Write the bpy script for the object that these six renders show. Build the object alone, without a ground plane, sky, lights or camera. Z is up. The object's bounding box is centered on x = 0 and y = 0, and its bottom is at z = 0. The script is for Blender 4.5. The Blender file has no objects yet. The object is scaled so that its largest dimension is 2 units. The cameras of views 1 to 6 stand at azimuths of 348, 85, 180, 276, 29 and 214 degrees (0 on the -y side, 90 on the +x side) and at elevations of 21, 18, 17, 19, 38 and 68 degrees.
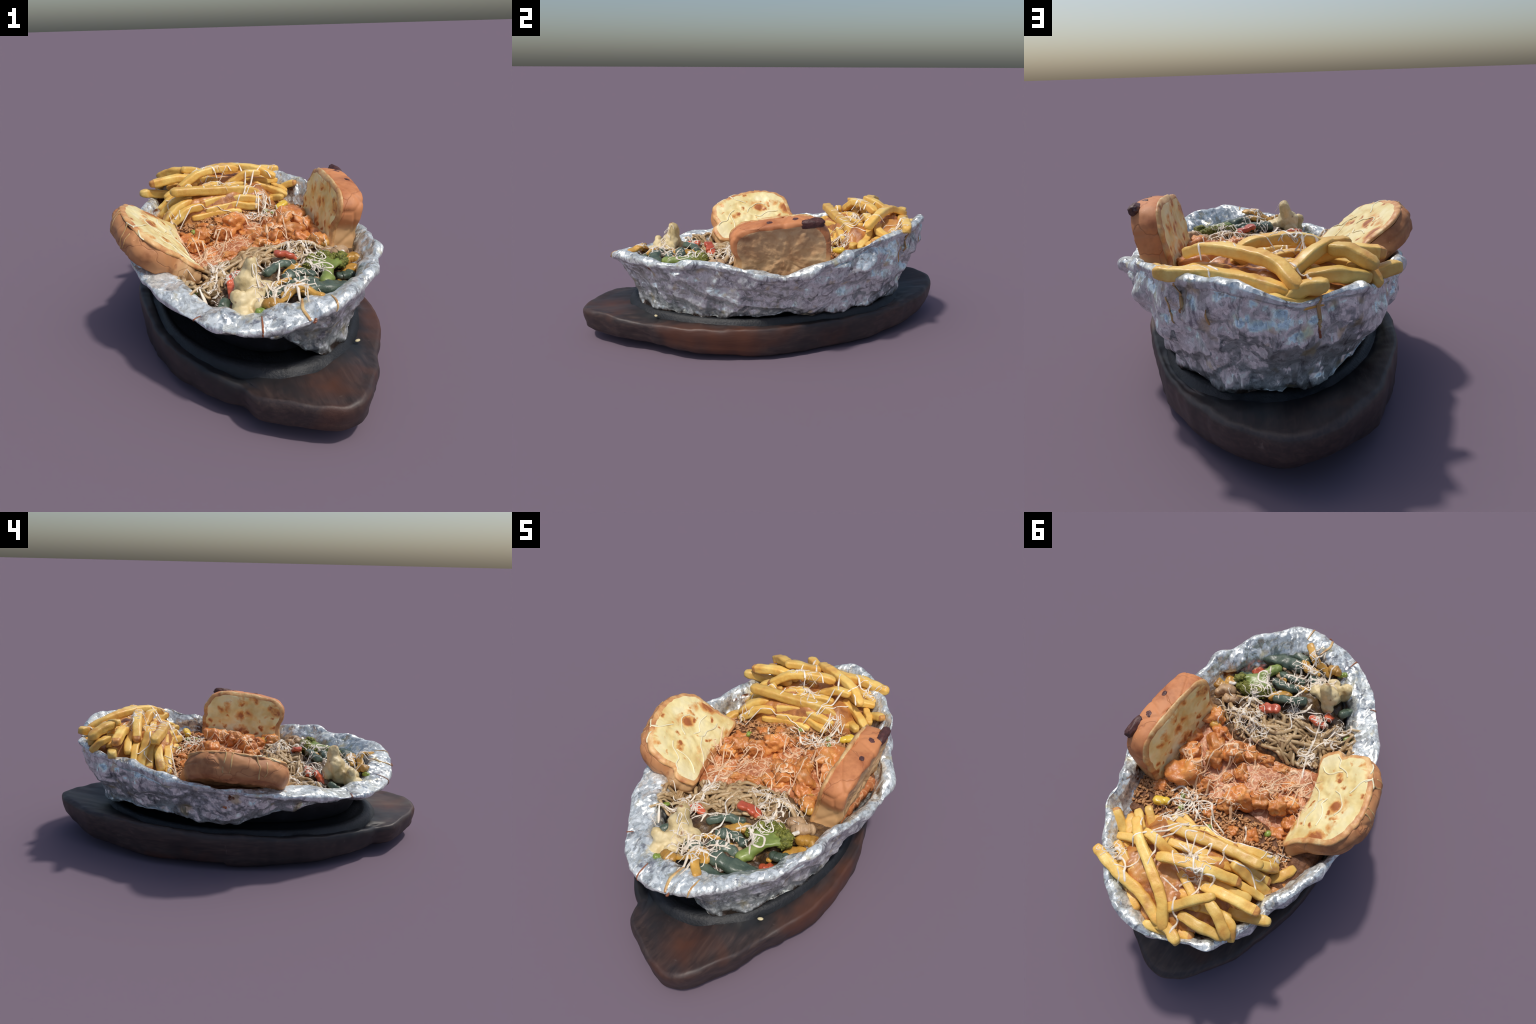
# A sizzling-platter meal: foil-lined iron dish on a dark wooden board, filled with
# fries, rice, saucy chicken chunks, noodles and vegetables under shredded cheese,
# with two slices of cheese-topped garlic bread.
import bpy, bmesh, math, random
import numpy as np
from mathutils import Vector, Matrix, noise
from mathutils.bvhtree import BVHTree

random.seed(7)
RNG = np.random.default_rng(11)
COL = bpy.context.scene.collection


# ------------------------------------------------------------------ helpers
def lin(c):
    out = []
    for v in c[:3]:
        v = v / 255.0
        out.append(v / 12.92 if v <= 0.04045 else ((v + 0.055) / 1.055) ** 2.4)
    return (*out, 1.0)


def link(o, parent=None):
    COL.objects.link(o)
    if parent is not None:
        o.parent = parent
        o.matrix_parent_inverse = Matrix.Translation(-parent.location)
    return o


def thing(name, loc, label, category):
    e = bpy.data.objects.new(name, None)
    e.empty_display_size = 0.1
    e.location = loc
    COL.objects.link(e)
    e["label"] = label
    e["category"] = category
    return e


def make(name, verts, faces, mats, parent=None, idx=None, smooth=True):
    me = bpy.data.meshes.new(name)
    me.from_pydata([tuple(v) for v in verts], [], faces)
    if not isinstance(mats, (list, tuple)):
        mats = [mats]
    for m in mats:
        me.materials.append(m)
    if idx is not None:
        me.polygons.foreach_set("material_index", np.asarray(idx, dtype=np.int32))
    me.polygons.foreach_set("use_smooth", np.full(len(me.polygons), smooth))
    me.update()
    o = bpy.data.objects.new(name, me)
    return link(o, parent)


def catmull(P, n, closed=False):
    """n samples on a Catmull-Rom curve through the rows of P (uniform in chord length)."""
    P = np.asarray(P, float)
    m = len(P)
    if closed:
        Q = np.vstack([P[-1], P, P[0], P[1]])
        segs = m
    else:
        Q = np.vstack([2 * P[0] - P[1], P, 2 * P[-1] - P[-2]])
        segs = m - 1
    fine = []
    for s in range(segs):
        p0, p1, p2, p3 = Q[s], Q[s + 1], Q[s + 2], Q[s + 3]
        t = np.linspace(0, 1, 24, endpoint=False)[:, None]
        fine.append(0.5 * (2 * p1 + (p2 - p0) * t + (2 * p0 - 5 * p1 + 4 * p2 - p3) * t ** 2 + (3 * p1 - p0 - 3 * p2 + p3) * t ** 3))
    F = np.vstack(fine + [P[:1] if closed else P[-1:]])
    k = min(3, P.shape[1])
    d = np.r_[0, np.cumsum(np.linalg.norm(np.diff(F[:, :k], axis=0), axis=1))]
    want = np.linspace(0, d[-1], n, endpoint=not closed)
    return np.stack([np.interp(want, d, F[:, c]) for c in range(P.shape[1])], 1)


def fbm(p, f=1.0, o=3, seed=0.0):
    return noise.fractal(Vector((p[0] * f + seed, p[1] * f - seed * 0.7, p[2] * f + seed * 1.3)), 0.9, 2.1, o)


_fr = random.Random(41)
FOLDS = []
for _f, _a in ((3.0, .020), (4.6, .018), (6.0, .0150), (7.5, .0130), (9.5, .0095), (12.5, .0056), (16.0, .0036), (22.0, .0024), (31.0, .0013), (43.0, .0006)):
    _d = Vector((_fr.gauss(0, 1), _fr.gauss(0, 1), _fr.gauss(0, 1))).normalized()
    FOLDS.append((_d, _f, _a, _fr.uniform(0, 9), _fr.uniform(.5, .9)))


def crumple(p):
    """Crumpled sheet: sharp creases between flat facets, from wandering triangle-wave folds."""
    q = Vector(p)
    w1 = noise.noise(q * 4.0)
    w2 = noise.noise(q * 4.0 + Vector((9, 4, 2)))
    w3 = noise.noise(q * 11.0 + Vector((1, 7, 5)))
    big = small = 0.0
    for d, f, a, ph, wr in FOLDS:
        x = q.dot(d) * f + ph + wr * (w1 if f < 9 else w2) * min(1.3, f * .10) + .10 * w3
        t = abs(2 * (x - math.floor(x + .5))) * 2 - 1
        if f < 5:
            big += a * t
        else:
            small += a * t
    return big, small


def tube(pts, rad, sides=10, square=0.0, flat=1.0, rough=0.0, seed=0.0, up=(0, 0, 1)):
    """Swept tube with rounded ends. square>0 makes the section a rounded square."""
    P = np.asarray(pts, float)
    n = len(P)
    R = np.broadcast_to(np.asarray(rad, float), (n,)).copy()
    T = np.gradient(P, axis=0)
    T /= np.linalg.norm(T, axis=1)[:, None] + 1e-9
    verts, faces = [], []
    upv = np.array(up, float)
    # end caps: shrink rings beyond the ends
    rings = []
    for k in (0.35, 0.75, 0.95):
        a = math.acos(k)
        rings.append((P[0] - T[0] * R[0] * math.sin(a) * 0.8, R[0] * k, T[0]))
    for i in range(n):
        rings.append((P[i], R[i], T[i]))
    for k in (0.95, 0.75, 0.35):
        a = math.acos(k)
        rings.append((P[-1] + T[-1] * R[-1] * math.sin(a) * 0.8, R[-1] * k, T[-1]))
    for c, r, t in rings:
        s = np.cross(t, upv)
        if np.linalg.norm(s) < 1e-3:
            s = np.cross(t, (1, 0, 0))
        s /= np.linalg.norm(s)
        u = np.cross(s, t)
        for j in range(sides):
            a = 2 * math.pi * (j + 0.5) / sides
            ca, sa = math.cos(a), math.sin(a)
            k = 1.0
            if square:
                k = (1 - square) + square * (abs(ca) ** 9 + abs(sa) ** 9) ** (-1 / 9) * 0.93
            q = c + (s * ca + u * sa * flat) * r * k
            if rough:
                q = q + (s * ca + u * sa) * r * rough * noise.noise(Vector(q * 30 + seed))
            verts.append(q)
    m = len(rings)
    for i in range(m - 1):
        for j in range(sides):
            a, b = i * sides + j, i * sides + (j + 1) % sides
            faces.append((a, b, b + sides, a + sides))
    faces.append(tuple(range(sides))[::-1])
    faces.append(tuple((m - 1) * sides + j for j in range(sides)))
    return verts, faces


_ico = {}


def ico(level):
    if level not in _ico:
        bm = bmesh.new()
        bmesh.ops.create_icosphere(bm, subdivisions=level, radius=1.0)
        bm.verts.ensure_lookup_table()
        _ico[level] = (np.array([v.co[:] for v in bm.verts]), [tuple(v.index for v in f.verts) for f in bm.faces])
        bm.free()
    return _ico[level]


def rot(rx, ry, rz):
    m = Matrix.Rotation(rz, 3, 'Z') @ Matrix.Rotation(ry, 3, 'Y') @ Matrix.Rotation(rx, 3, 'X')
    return np.array(m)


def lump(c, size, r=(0, 0, 0), amp=0.18, f=2.0, level=4, seed=0.0, box=0.0):
    """A noise-shaped lump: ellipsoid (box=0) to rounded block (box=1)."""
    V, F = ico(level)
    M = rot(*r)
    out = []
    for v in V:
        k = 1 + amp * fbm(v, f, 3, seed)
        if box:
            m = max(abs(v[0]), abs(v[1]), abs(v[2]))
            k *= (1 - box) + box * 0.8 / m
        out.append(M @ (v * k * np.array(size)) + np.array(c))
    return out, F


def merge(parts):
    V, F = [], []
    for v, f in parts:
        b = len(V)
        V.extend(v)
        F.extend(tuple(i + b for i in g) for g in f)
    return V, F


def remeshed(name, V, F, voxel, mat, parent, amp=0.0, freq=20.0, smooth=6):
    """Fuse overlapping pieces into one skin (Remesh + Smooth, applied)."""
    o = make(name + "_tmp", V, F, mat)
    r = o.modifiers.new("r", 'REMESH')
    r.mode = 'VOXEL'
    r.voxel_size = voxel
    r.use_smooth_shade = True
    s = o.modifiers.new("s", 'SMOOTH')
    s.iterations = smooth
    dg = bpy.context.evaluated_depsgraph_get()
    me = bpy.data.meshes.new_from_object(o.evaluated_get(dg))
    old = o.data
    bpy.data.objects.remove(o)
    bpy.data.meshes.remove(old)
    me.name = name
    if amp:
        for v in me.vertices:
            v.co += v.normal * amp * fbm(v.co, freq, 3, 3.0)
    me.materials.clear()
    me.materials.append(mat)
    me.polygons.foreach_set("use_smooth", np.full(len(me.polygons), True))
    return link(bpy.data.objects.new(name, me), parent)


# ------------------------------------------------------------------ materials
def new_mat(name):
    m = bpy.data.materials.new(name)
    m.use_nodes = True
    nt = m.node_tree
    b = nt.nodes["Principled BSDF"]
    return m, nt, b


def N(nt, kind, **kw):
    n = nt.nodes.new(kind)
    for k, v in kw.items():
        if k in n.inputs:
            n.inputs[k].default_value = v
        else:
            setattr(n, k, v)
    return n


def coords(nt, scale=(1, 1, 1), random_shift=False):
    tc = N(nt, "ShaderNodeTexCoord")
    mp = N(nt, "ShaderNodeMapping")
    mp.inputs["Scale"].default_value = scale
    nt.links.new(tc.outputs["Object"], mp.inputs["Vector"])
    if random_shift:
        oi = N(nt, "ShaderNodeObjectInfo")
        mul = N(nt, "ShaderNodeMath", operation='MULTIPLY')
        mul.inputs[1].default_value = 37.0
        nt.links.new(oi.outputs["Random"], mul.inputs[0])
        nt.links.new(mul.outputs[0], mp.inputs["Location"])
    return mp.outputs["Vector"]


def ramp(nt, fac, stops, interp='LINEAR'):
    r = N(nt, "ShaderNodeValToRGB")
    r.color_ramp.interpolation = interp
    el = r.color_ramp.elements
    while len(el) < len(stops):
        el.new(0.5)
    for e, (p, c) in zip(el, stops):
        e.position = p
        e.color = c if len(c) == 4 else lin(c)
    nt.links.new(fac, r.inputs["Fac"])
    return r.outputs["Color"]


BW = lambda a, b: [(a, (0, 0, 0, 1)), (b, (1, 1, 1, 1))]


def noise_fac(nt, vec, scale, detail=4, rough=0.55, dist=0.0):
    n = N(nt, "ShaderNodeTexNoise")
    n.inputs["Scale"].default_value = scale
    n.inputs["Detail"].default_value = detail
    n.inputs["Roughness"].default_value = rough
    n.inputs["Distortion"].default_value = dist
    nt.links.new(vec, n.inputs["Vector"])
    return n.outputs["Fac"]


def mixc(nt, fac, a, b):
    m = N(nt, "ShaderNodeMix", data_type='RGBA')
    for sock, val in ((m.inputs[0], fac), (m.inputs[6], a), (m.inputs[7], b)):
        if hasattr(val, "node"):
            nt.links.new(val, sock)
        elif isinstance(val, (int, float)):
            sock.default_value = val
        else:
            sock.default_value = lin(val)
    return m.outputs[2]


def bump(nt, b, fac, strength=0.3, dist=0.01):
    n = N(nt, "ShaderNodeBump")
    n.inputs["Strength"].default_value = strength
    n.inputs["Distance"].default_value = dist
    nt.links.new(fac, n.inputs["Height"])
    nt.links.new(n.outputs["Normal"], b.inputs["Normal"])
    return n


def setc(nt, b, c):
    nt.links.new(c, b.inputs["Base Color"])


def food_mat(name, stops, scale=18, rough=0.5, spots=None, spot_scale=40, spot_range=(0.62, 0.7), veins=None,
             vein_scale=14, vein_range=(0.0, 0.05), bumpy=0.25, bscale=60, coat=0.0, sss=0.0, shift=True, stretch=(1, 1, 1), mid=None):
    m, nt, b = new_mat(name)
    v = coords(nt, stretch, shift)
    c = ramp(nt, noise_fac(nt, v, scale, 5, 0.6, 0.4), stops)
    if veins:
        vo = N(nt, "ShaderNodeTexVoronoi", feature='DISTANCE_TO_EDGE')
        vo.inputs["Scale"].default_value = vein_scale
        nz = N(nt, "ShaderNodeTexNoise")
        nz.inputs["Scale"].default_value = vein_scale * 0.9
        nt.links.new(v, nz.inputs["Vector"])
        add = N(nt, "ShaderNodeVectorMath", operation='MULTIPLY_ADD')
        add.inputs[1].default_value = (0.12, 0.12, 0.12)
        nt.links.new(nz.outputs["Color"], add.inputs[0])
        nt.links.new(v, add.inputs[2])
        nt.links.new(add.outputs[0], vo.inputs["Vector"])
        f = ramp(nt, vo.outputs["Distance"], [(vein_range[0], (1, 1, 1, 1)), (vein_range[1], (0, 0, 0, 1))])
        c = mixc(nt, f, c, veins)
    if spots:
        f = ramp(nt, noise_fac(nt, v, spot_scale, 3, 0.5), BW(*spot_range))
        c = mixc(nt, f, c, spots)
    if shift:
        oi = N(nt, "ShaderNodeObjectInfo")
        mr = N(nt, "ShaderNodeMapRange")
        mr.inputs["To Min"].default_value = .84
        mr.inputs["To Max"].default_value = 1.10
        nt.links.new(oi.outputs["Random"], mr.inputs["Value"])
        hs = N(nt, "ShaderNodeHueSaturation")
        hs.inputs["Saturation"].default_value = .95
        nt.links.new(mr.outputs[0], hs.inputs["Value"])
        nt.links.new(c, hs.inputs["Color"])
        c = hs.outputs["Color"]
    setc(nt, b, c)
    b.inputs["Roughness"].default_value = rough
    b.inputs["Coat Weight"].default_value = coat
    b.inputs["Coat Roughness"].default_value = 0.25
    if sss:
        b.inputs["Subsurface Weight"].default_value = sss
        b.inputs["Subsurface Radius"].default_value = (0.02, 0.012, 0.006)
        b.inputs["Subsurface Scale"].default_value = 0.5
    bump(nt, b, noise_fac(nt, v, bscale, 4, 0.6), bumpy, 0.01)
    return m


def foil_mat(name, stain=None, stain_range=(0.55, 0.7), tint=None, metal=.62, gain=1.0):
    m, nt, b = new_mat(name)
    v = coords(nt)
    vo = N(nt, "ShaderNodeTexVoronoi", feature='F1')
    vo.inputs["Scale"].default_value = 58
    nz = N(nt, "ShaderNodeTexNoise")
    nz.inputs["Scale"].default_value = 30
    nz.inputs["Detail"].default_value = 4
    nt.links.new(v, nz.inputs["Vector"])
    add = N(nt, "ShaderNodeVectorMath", operation='MULTIPLY_ADD')
    add.inputs[1].default_value = (0.075, 0.075, 0.075)
    nt.links.new(nz.outputs["Color"], add.inputs[0])
    nt.links.new(v, add.inputs[2])
    nt.links.new(add.outputs[0], vo.inputs["Vector"])
    cell = N(nt, "ShaderNodeSeparateColor")
    nt.links.new(vo.outputs["Color"], cell.inputs[0])
    c = ramp(nt, cell.outputs[0], [(0.0, (198, 203, 201)), (0.35, (222, 227, 224)), (0.7, (238, 243, 240)), (1.0, (248, 252, 249))])  # flake-by-flake glints and dull reflections painted as white and grey cells
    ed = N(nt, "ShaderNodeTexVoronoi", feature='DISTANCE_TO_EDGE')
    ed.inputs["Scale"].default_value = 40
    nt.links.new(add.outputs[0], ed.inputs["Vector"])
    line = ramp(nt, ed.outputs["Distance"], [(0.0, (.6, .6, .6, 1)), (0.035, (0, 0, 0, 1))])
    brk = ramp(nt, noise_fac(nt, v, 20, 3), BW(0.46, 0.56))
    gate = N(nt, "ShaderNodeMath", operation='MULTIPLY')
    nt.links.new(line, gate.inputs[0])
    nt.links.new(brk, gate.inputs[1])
    c = mixc(nt, gate.outputs[0], c, (104, 108, 118))  # crease shading drawn as thin dark lines in the base colour
    dark = ramp(nt, noise_fac(nt, coords(nt, (1, 1, .6)), 14, 6, 0.7, 1.6), BW(0.55, 0.66))
    c = mixc(nt, dark, c, (146, 147, 152))  # grey streaks tinted in for the foil's dark reflections
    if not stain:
        # dark brown band low on the foil
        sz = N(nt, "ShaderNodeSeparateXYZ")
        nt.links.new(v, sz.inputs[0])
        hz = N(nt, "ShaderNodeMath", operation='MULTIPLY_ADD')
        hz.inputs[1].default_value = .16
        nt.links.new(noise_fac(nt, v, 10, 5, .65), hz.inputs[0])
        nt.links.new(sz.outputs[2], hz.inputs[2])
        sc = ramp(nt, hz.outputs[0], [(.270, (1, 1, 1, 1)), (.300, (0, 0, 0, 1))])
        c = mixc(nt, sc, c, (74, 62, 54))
    warm = ramp(nt, noise_fac(nt, v, 13, 2), BW(0.6, 0.72))
    c = mixc(nt, warm, c, (214, 205, 172))
    if tint:
        c = mixc(nt, 0.35, c, tint)
    if stain:
        f = ramp(nt, noise_fac(nt, v, 9, 5, 0.65, 0.6), BW(*stain_range))
        c = mixc(nt, f, c, stain)
    setc(nt, b, c)
    b.inputs["Metallic"].default_value = metal
    b.inputs["Roughness"].default_value = 0.31
    # crumple facets: every Voronoi cell is a plane with its own random tilt
    nz2 = N(nt, "ShaderNodeTexNoise")
    nz2.inputs["Scale"].default_value = 9
    nz2.inputs["Detail"].default_value = 2
    mp = N(nt, "ShaderNodeMapping")
    mp.inputs["Rotation"].default_value = (.5, .3, .7)
    mp.inputs["Scale"].default_value = (1.5, 1.0, .65)
    nt.links.new(v, mp.inputs["Vector"])
    nt.links.new(mp.outputs[0], nz2.inputs["Vector"])
    wv = N(nt, "ShaderNodeVectorMath", operation='MULTIPLY_ADD')
    wv.inputs[1].default_value = (0.10, 0.10, 0.10)
    nt.links.new(nz2.outputs["Color"], wv.inputs[0])
    nt.links.new(mp.outputs[0], wv.inputs[2])
    total = None
    for scale, gain in ((9.0, .85), (21.0, .95), (48.0, .60)):
        vc = N(nt, "ShaderNodeTexVoronoi", feature='F1')
        vc.inputs["Scale"].default_value = scale
        nt.links.new(wv.outputs[0], vc.inputs["Vector"])
        d1 = N(nt, "ShaderNodeVectorMath", operation='SUBTRACT')
        nt.links.new(wv.outputs[0], d1.inputs[0])
        nt.links.new(vc.outputs["Position"], d1.inputs[1])
        d2 = N(nt, "ShaderNodeVectorMath", operation='SUBTRACT')
        d2.inputs[1].default_value = (.5, .5, .5)
        nt.links.new(vc.outputs["Color"], d2.inputs[0])
        dt = N(nt, "ShaderNodeVectorMath", operation='DOT_PRODUCT')
        nt.links.new(d1.outputs[0], dt.inputs[0])
        nt.links.new(d2.outputs[0], dt.inputs[1])
        ml = N(nt, "ShaderNodeMath", operation='MULTIPLY_ADD')
        ml.inputs[1].default_value = gain
        nt.links.new(dt.outputs["Value"], ml.inputs[0])
        if total is not None:
            nt.links.new(total, ml.inputs[2])
        else:
            ml.inputs[2].default_value = 0.0
        total = ml.outputs[0]
    bump(nt, b, total, 1.0, .95 * gain)
    return m


def wood_mat():
    m, nt, b = new_mat("charred_wood")
    v = coords(nt)
    vs = coords(nt, (7, 1.1, 9))
    grain = noise_fac(nt, vs, 7, 6, 0.65, 0.5)
    c = ramp(nt, grain, [(0.25, (38, 32, 32)), (0.5, (58, 46, 44)), (0.75, (80, 64, 57))])
    # red-brown worn varnish patches
    red = ramp(nt, noise_fac(nt, v, 2.3, 3, 0.5), BW(0.54, 0.68))
    c = mixc(nt, red, c, (90, 53, 36))
    # soot: ring around the hot plate and random smears
    sx = N(nt, "ShaderNodeSeparateXYZ")
    nt.links.new(v, sx.inputs[0])

    def sq(sock, k):
        a = N(nt, "ShaderNodeMath", operation='MULTIPLY')
        a.inputs[1].default_value = k
        nt.links.new(sock, a.inputs[0])
        p = N(nt, "ShaderNodeMath", operation='POWER')
        p.inputs[1].default_value = 2
        nt.links.new(a.outputs[0], p.inputs[0])
        return p.outputs[0]
    s = N(nt, "ShaderNodeMath", operation='ADD')
    nt.links.new(sq(sx.outputs[0], 1 / 0.47), s.inputs[0])
    nt.links.new(sq(sx.outputs[1], 1 / 0.80), s.inputs[1])
    s2 = N(nt, "ShaderNodeMath", operation='MULTIPLY_ADD')
    s2.inputs[1].default_value = 0.9
    nt.links.new(noise_fac(nt, v, 5, 4, 0.6), s2.inputs[0])
    nt.links.new(s.outputs[0], s2.inputs[2])
    soot = ramp(nt, s2.outputs[0], [(0.0, (1, 1, 1, 1)), (1.0, (1, 1, 1, 1))])
    half = N(nt, "ShaderNodeMath", operation='MULTIPLY')
    half.inputs[1].default_value = 0.5
    nt.links.new(s2.outputs[0], half.inputs[0])
    soot = ramp(nt, half.outputs[0], [(0.66, (1, 1, 1, 1)), (0.82, (0, 0, 0, 1))])
    c = mixc(nt, soot, c, (27, 28, 31))
    # dusty scuffs
    scuff = ramp(nt, noise_fac(nt, coords(nt, (1, 3, 1)), 11, 6, 0.7), BW(0.66, 0.8))
    c = mixc(nt, scuff, c, (112, 100, 92))
    setc(nt, b, c)
    b.inputs["Roughness"].default_value = 0.5
    bump(nt, b, grain, 0.15, 0.01)
    return m


def iron_mat():
    m, nt, b = new_mat("black_iron")
    v = coords(nt)
    c = ramp(nt, noise_fac(nt, v, 16, 6, 0.65), [(0.3, (17, 18, 20)), (0.6, (27, 29, 33)), (0.78, (50, 54, 60))])
    setc(nt, b, c)
    b.inputs["Roughness"].default_value = 0.55
    bump(nt, b, noise_fac(nt, v, 90, 4), 0.25, 0.01)
    return m


def crust_mat(name, base, dark, light, vmin, vmax, axis):
    """Bread crust: warm baked crown, paler soft lower part (position along the slice), creases and flour specks."""
    m, nt, b = new_mat(name)
    v = coords(nt)
    c = ramp(nt, noise_fac(nt, v, 7, 5, 0.6), [(0.32, dark), (0.52, base), (0.78, base)])
    dot = N(nt, "ShaderNodeVectorMath", operation='DOT_PRODUCT')
    dot.inputs[1].default_value = axis
    nt.links.new(v, dot.inputs[0])
    wob = N(nt, "ShaderNodeMath", operation='MULTIPLY_ADD')
    wob.inputs[1].default_value = 0.03
    nt.links.new(noise_fac(nt, v, 12, 3), wob.inputs[0])
    nt.links.new(dot.outputs["Value"], wob.inputs[2])
    mr = N(nt, "ShaderNodeMapRange")
    mr.inputs["From Min"].default_value = vmin
    mr.inputs["From Max"].default_value = vmax
    nt.links.new(wob.outputs[0], mr.inputs["Value"])
    c = mixc(nt, mr.outputs[0], light, c)
    # crease lines
    vo = N(nt, "ShaderNodeTexVoronoi", feature='DISTANCE_TO_EDGE')
    vo.inputs["Scale"].default_value = 4.5
    nz = N(nt, "ShaderNodeTexNoise")
    nz.inputs["Scale"].default_value = 9
    nt.links.new(v, nz.inputs["Vector"])
    add = N(nt, "ShaderNodeVectorMath", operation='MULTIPLY_ADD')
    add.inputs[1].default_value = (0.2, 0.2, 0.2)
    nt.links.new(nz.outputs["Color"], add.inputs[0])
    nt.links.new(v, add.inputs[2])
    nt.links.new(add.outputs[0], vo.inputs["Vector"])
    f = ramp(nt, vo.outputs["Distance"], [(0.0, (.45, .45, .45, 1)), (0.018, (0, 0, 0, 1))])
    c = mixc(nt, f, c, (150, 88, 54))
    speck = ramp(nt, noise_fac(nt, v, 90, 2), BW(0.72, 0.76))
    c = mixc(nt, speck, c, (226, 176, 128))
    setc(nt, b, c)
    b.inputs["Roughness"].default_value = 0.6
    inv = N(nt, "ShaderNodeMath", operation='SUBTRACT')
    inv.inputs[0].default_value = 1.0
    nt.links.new(f, inv.inputs[1])
    bump(nt, b, inv.outputs[0], 0.35, 0.012)
    return m


def toast_cheese_mat(name, loc):
    m, nt, b = new_mat(name)
    v = coords(nt, (1, 1, 1))
    v.node.inputs["Location"].default_value = loc
    c = ramp(nt, noise_fac(nt, v, 9, 4, 0.5), [(0.3, (220, 188, 116)), (0.48, (238, 220, 158)), (0.72, (246, 235, 192))])
    nz = N(nt, "ShaderNodeTexNoise")
    nz.inputs["Scale"].default_value = 24
    nz.inputs["Detail"].default_value = 3
    nt.links.new(v, nz.inputs["Vector"])
    add = N(nt, "ShaderNodeVectorMath", operation='MULTIPLY_ADD')
    add.inputs[1].default_value = (0.06, 0.06, 0.06)
    nt.links.new(nz.outputs["Color"], add.inputs[0])
    nt.links.new(v, add.inputs[2])
    for sc, h0, h1, c0, c1 in ((11, .46, .64, .36, .48), (21, .34, .50, .26, .38)):
        vo = N(nt, "ShaderNodeTexVoronoi", feature='F1')
        vo.inputs["Scale"].default_value = sc
        nt.links.new(add.outputs[0], vo.inputs["Vector"])
        sel = N(nt, "ShaderNodeSeparateColor")
        nt.links.new(vo.outputs["Color"], sel.inputs[0])
        shift = N(nt, "ShaderNodeMath", operation='MULTIPLY_ADD')
        shift.inputs[1].default_value = 0.46
        nt.links.new(sel.outputs[0], shift.inputs[0])
        nt.links.new(vo.outputs["Distance"], shift.inputs[2])
        c = mixc(nt, ramp(nt, shift.outputs[0], [(h0, (.9, .9, .9, 1)), (h1, (0, 0, 0, 1))]), c, (220, 154, 78))
        c = mixc(nt, ramp(nt, shift.outputs[0], [(c0, (.9, .9, .9, 1)), (c1, (0, 0, 0, 1))]), c, (162, 88, 44))
    setc(nt, b, c)
    b.inputs["Roughness"].default_value = 0.38
    bump(nt, b, noise_fac(nt, v, 26, 3), 0.25, 0.012)
    return m


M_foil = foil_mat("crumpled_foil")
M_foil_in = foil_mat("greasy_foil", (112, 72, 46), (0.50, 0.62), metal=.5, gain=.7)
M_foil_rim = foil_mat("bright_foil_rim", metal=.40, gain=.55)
M_wood = wood_mat()
M_iron = iron_mat()
M_fry = food_mat("fried_potato", [(0.28, (216, 150, 50)), (0.48, (234, 184, 76)), (0.72, (244, 212, 116))], 10, 0.45,
                 (168, 92, 34), 7, (0.64, 0.78), bumpy=0.2, bscale=70, coat=0.15)
M_fry_end = food_mat("browned_potato", [(0.28, (166, 98, 40)), (0.5, (204, 138, 58)), (0.72, (226, 170, 78))], 26, 0.45, bumpy=0.3, bscale=70, coat=0.1)
M_frybed = food_mat("oily_potato", [(0.3, (142, 76, 28)), (0.5, (196, 124, 46)), (0.7, (216, 156, 72))], 12, 0.45, (232, 190, 150), 15, (0.66, 0.72), bumpy=0.5, bscale=30, coat=0.2)  # filler coloured the deep orange of shadowed gaps between fries
M_sauce = food_mat("tomato_cream_sauce", [(0.25, (146, 80, 38)), (0.45, (192, 112, 58)), (0.62, (206, 127, 70)), (0.8, (224, 156, 98))], 15, 0.42,
                   (236, 182, 138), 32, (0.62, 0.70), veins=(232, 176, 128), vein_scale=17, vein_range=(0.0, 0.07), bumpy=0.5, bscale=55, coat=0.12)
M_chick = food_mat("sauced_chicken", [(0.25, (168, 88, 28)), (0.48, (210, 124, 42)), (0.75, (230, 160, 72))], 14, 0.4,
                   (238, 180, 130), 22, (0.60, 0.72), bumpy=0.4, bscale=50, coat=0.15)
M_rice = food_mat("fried_rice", [(0.25, (140, 88, 46)), (0.5, (188, 132, 78)), (0.75, (218, 172, 116))], 60, 0.5, bumpy=0.2)
M_ricebed = food_mat("rice_bed", [(0.25, (74, 42, 22)), (0.5, (118, 72, 38)), (0.75, (150, 98, 54))], 40, 0.6, bumpy=0.8, bscale=60)
M_noodle = food_mat("fried_noodle", [(0.25, (150, 114, 68)), (0.5, (186, 154, 106)), (0.75, (212, 188, 146))], 12, 0.45, (128, 90, 50), 24, (0.58, 0.70), bumpy=0.2, coat=0.2)
M_noodbed = food_mat("noodle_bed", [(0.25, (58, 38, 20)), (0.5, (98, 70, 40)), (0.75, (138, 106, 66))], 40, 0.6, bumpy=0.8, bscale=50)
M_vegbed = food_mat("vegetable_juice", [(0.25, (44, 30, 18)), (0.5, (78, 56, 30)), (0.75, (126, 96, 52))], 26, 0.4, bumpy=0.8, bscale=40, coat=0.3)
M_zuc = food_mat("cooked_courgette", [(0.25, (52, 66, 52)), (0.5, (78, 94, 78)), (0.8, (112, 126, 104))], 14, 0.35, (128, 140, 112), 45, (0.66, 0.74), bumpy=0.35, coat=0.2)
M_red = food_mat("red_pepper_flesh", [(0.25, (184, 66, 28)), (0.6, (222, 96, 46)), (0.8, (238, 136, 92))], 10, 0.25, bumpy=0.3, coat=0.2)
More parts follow.
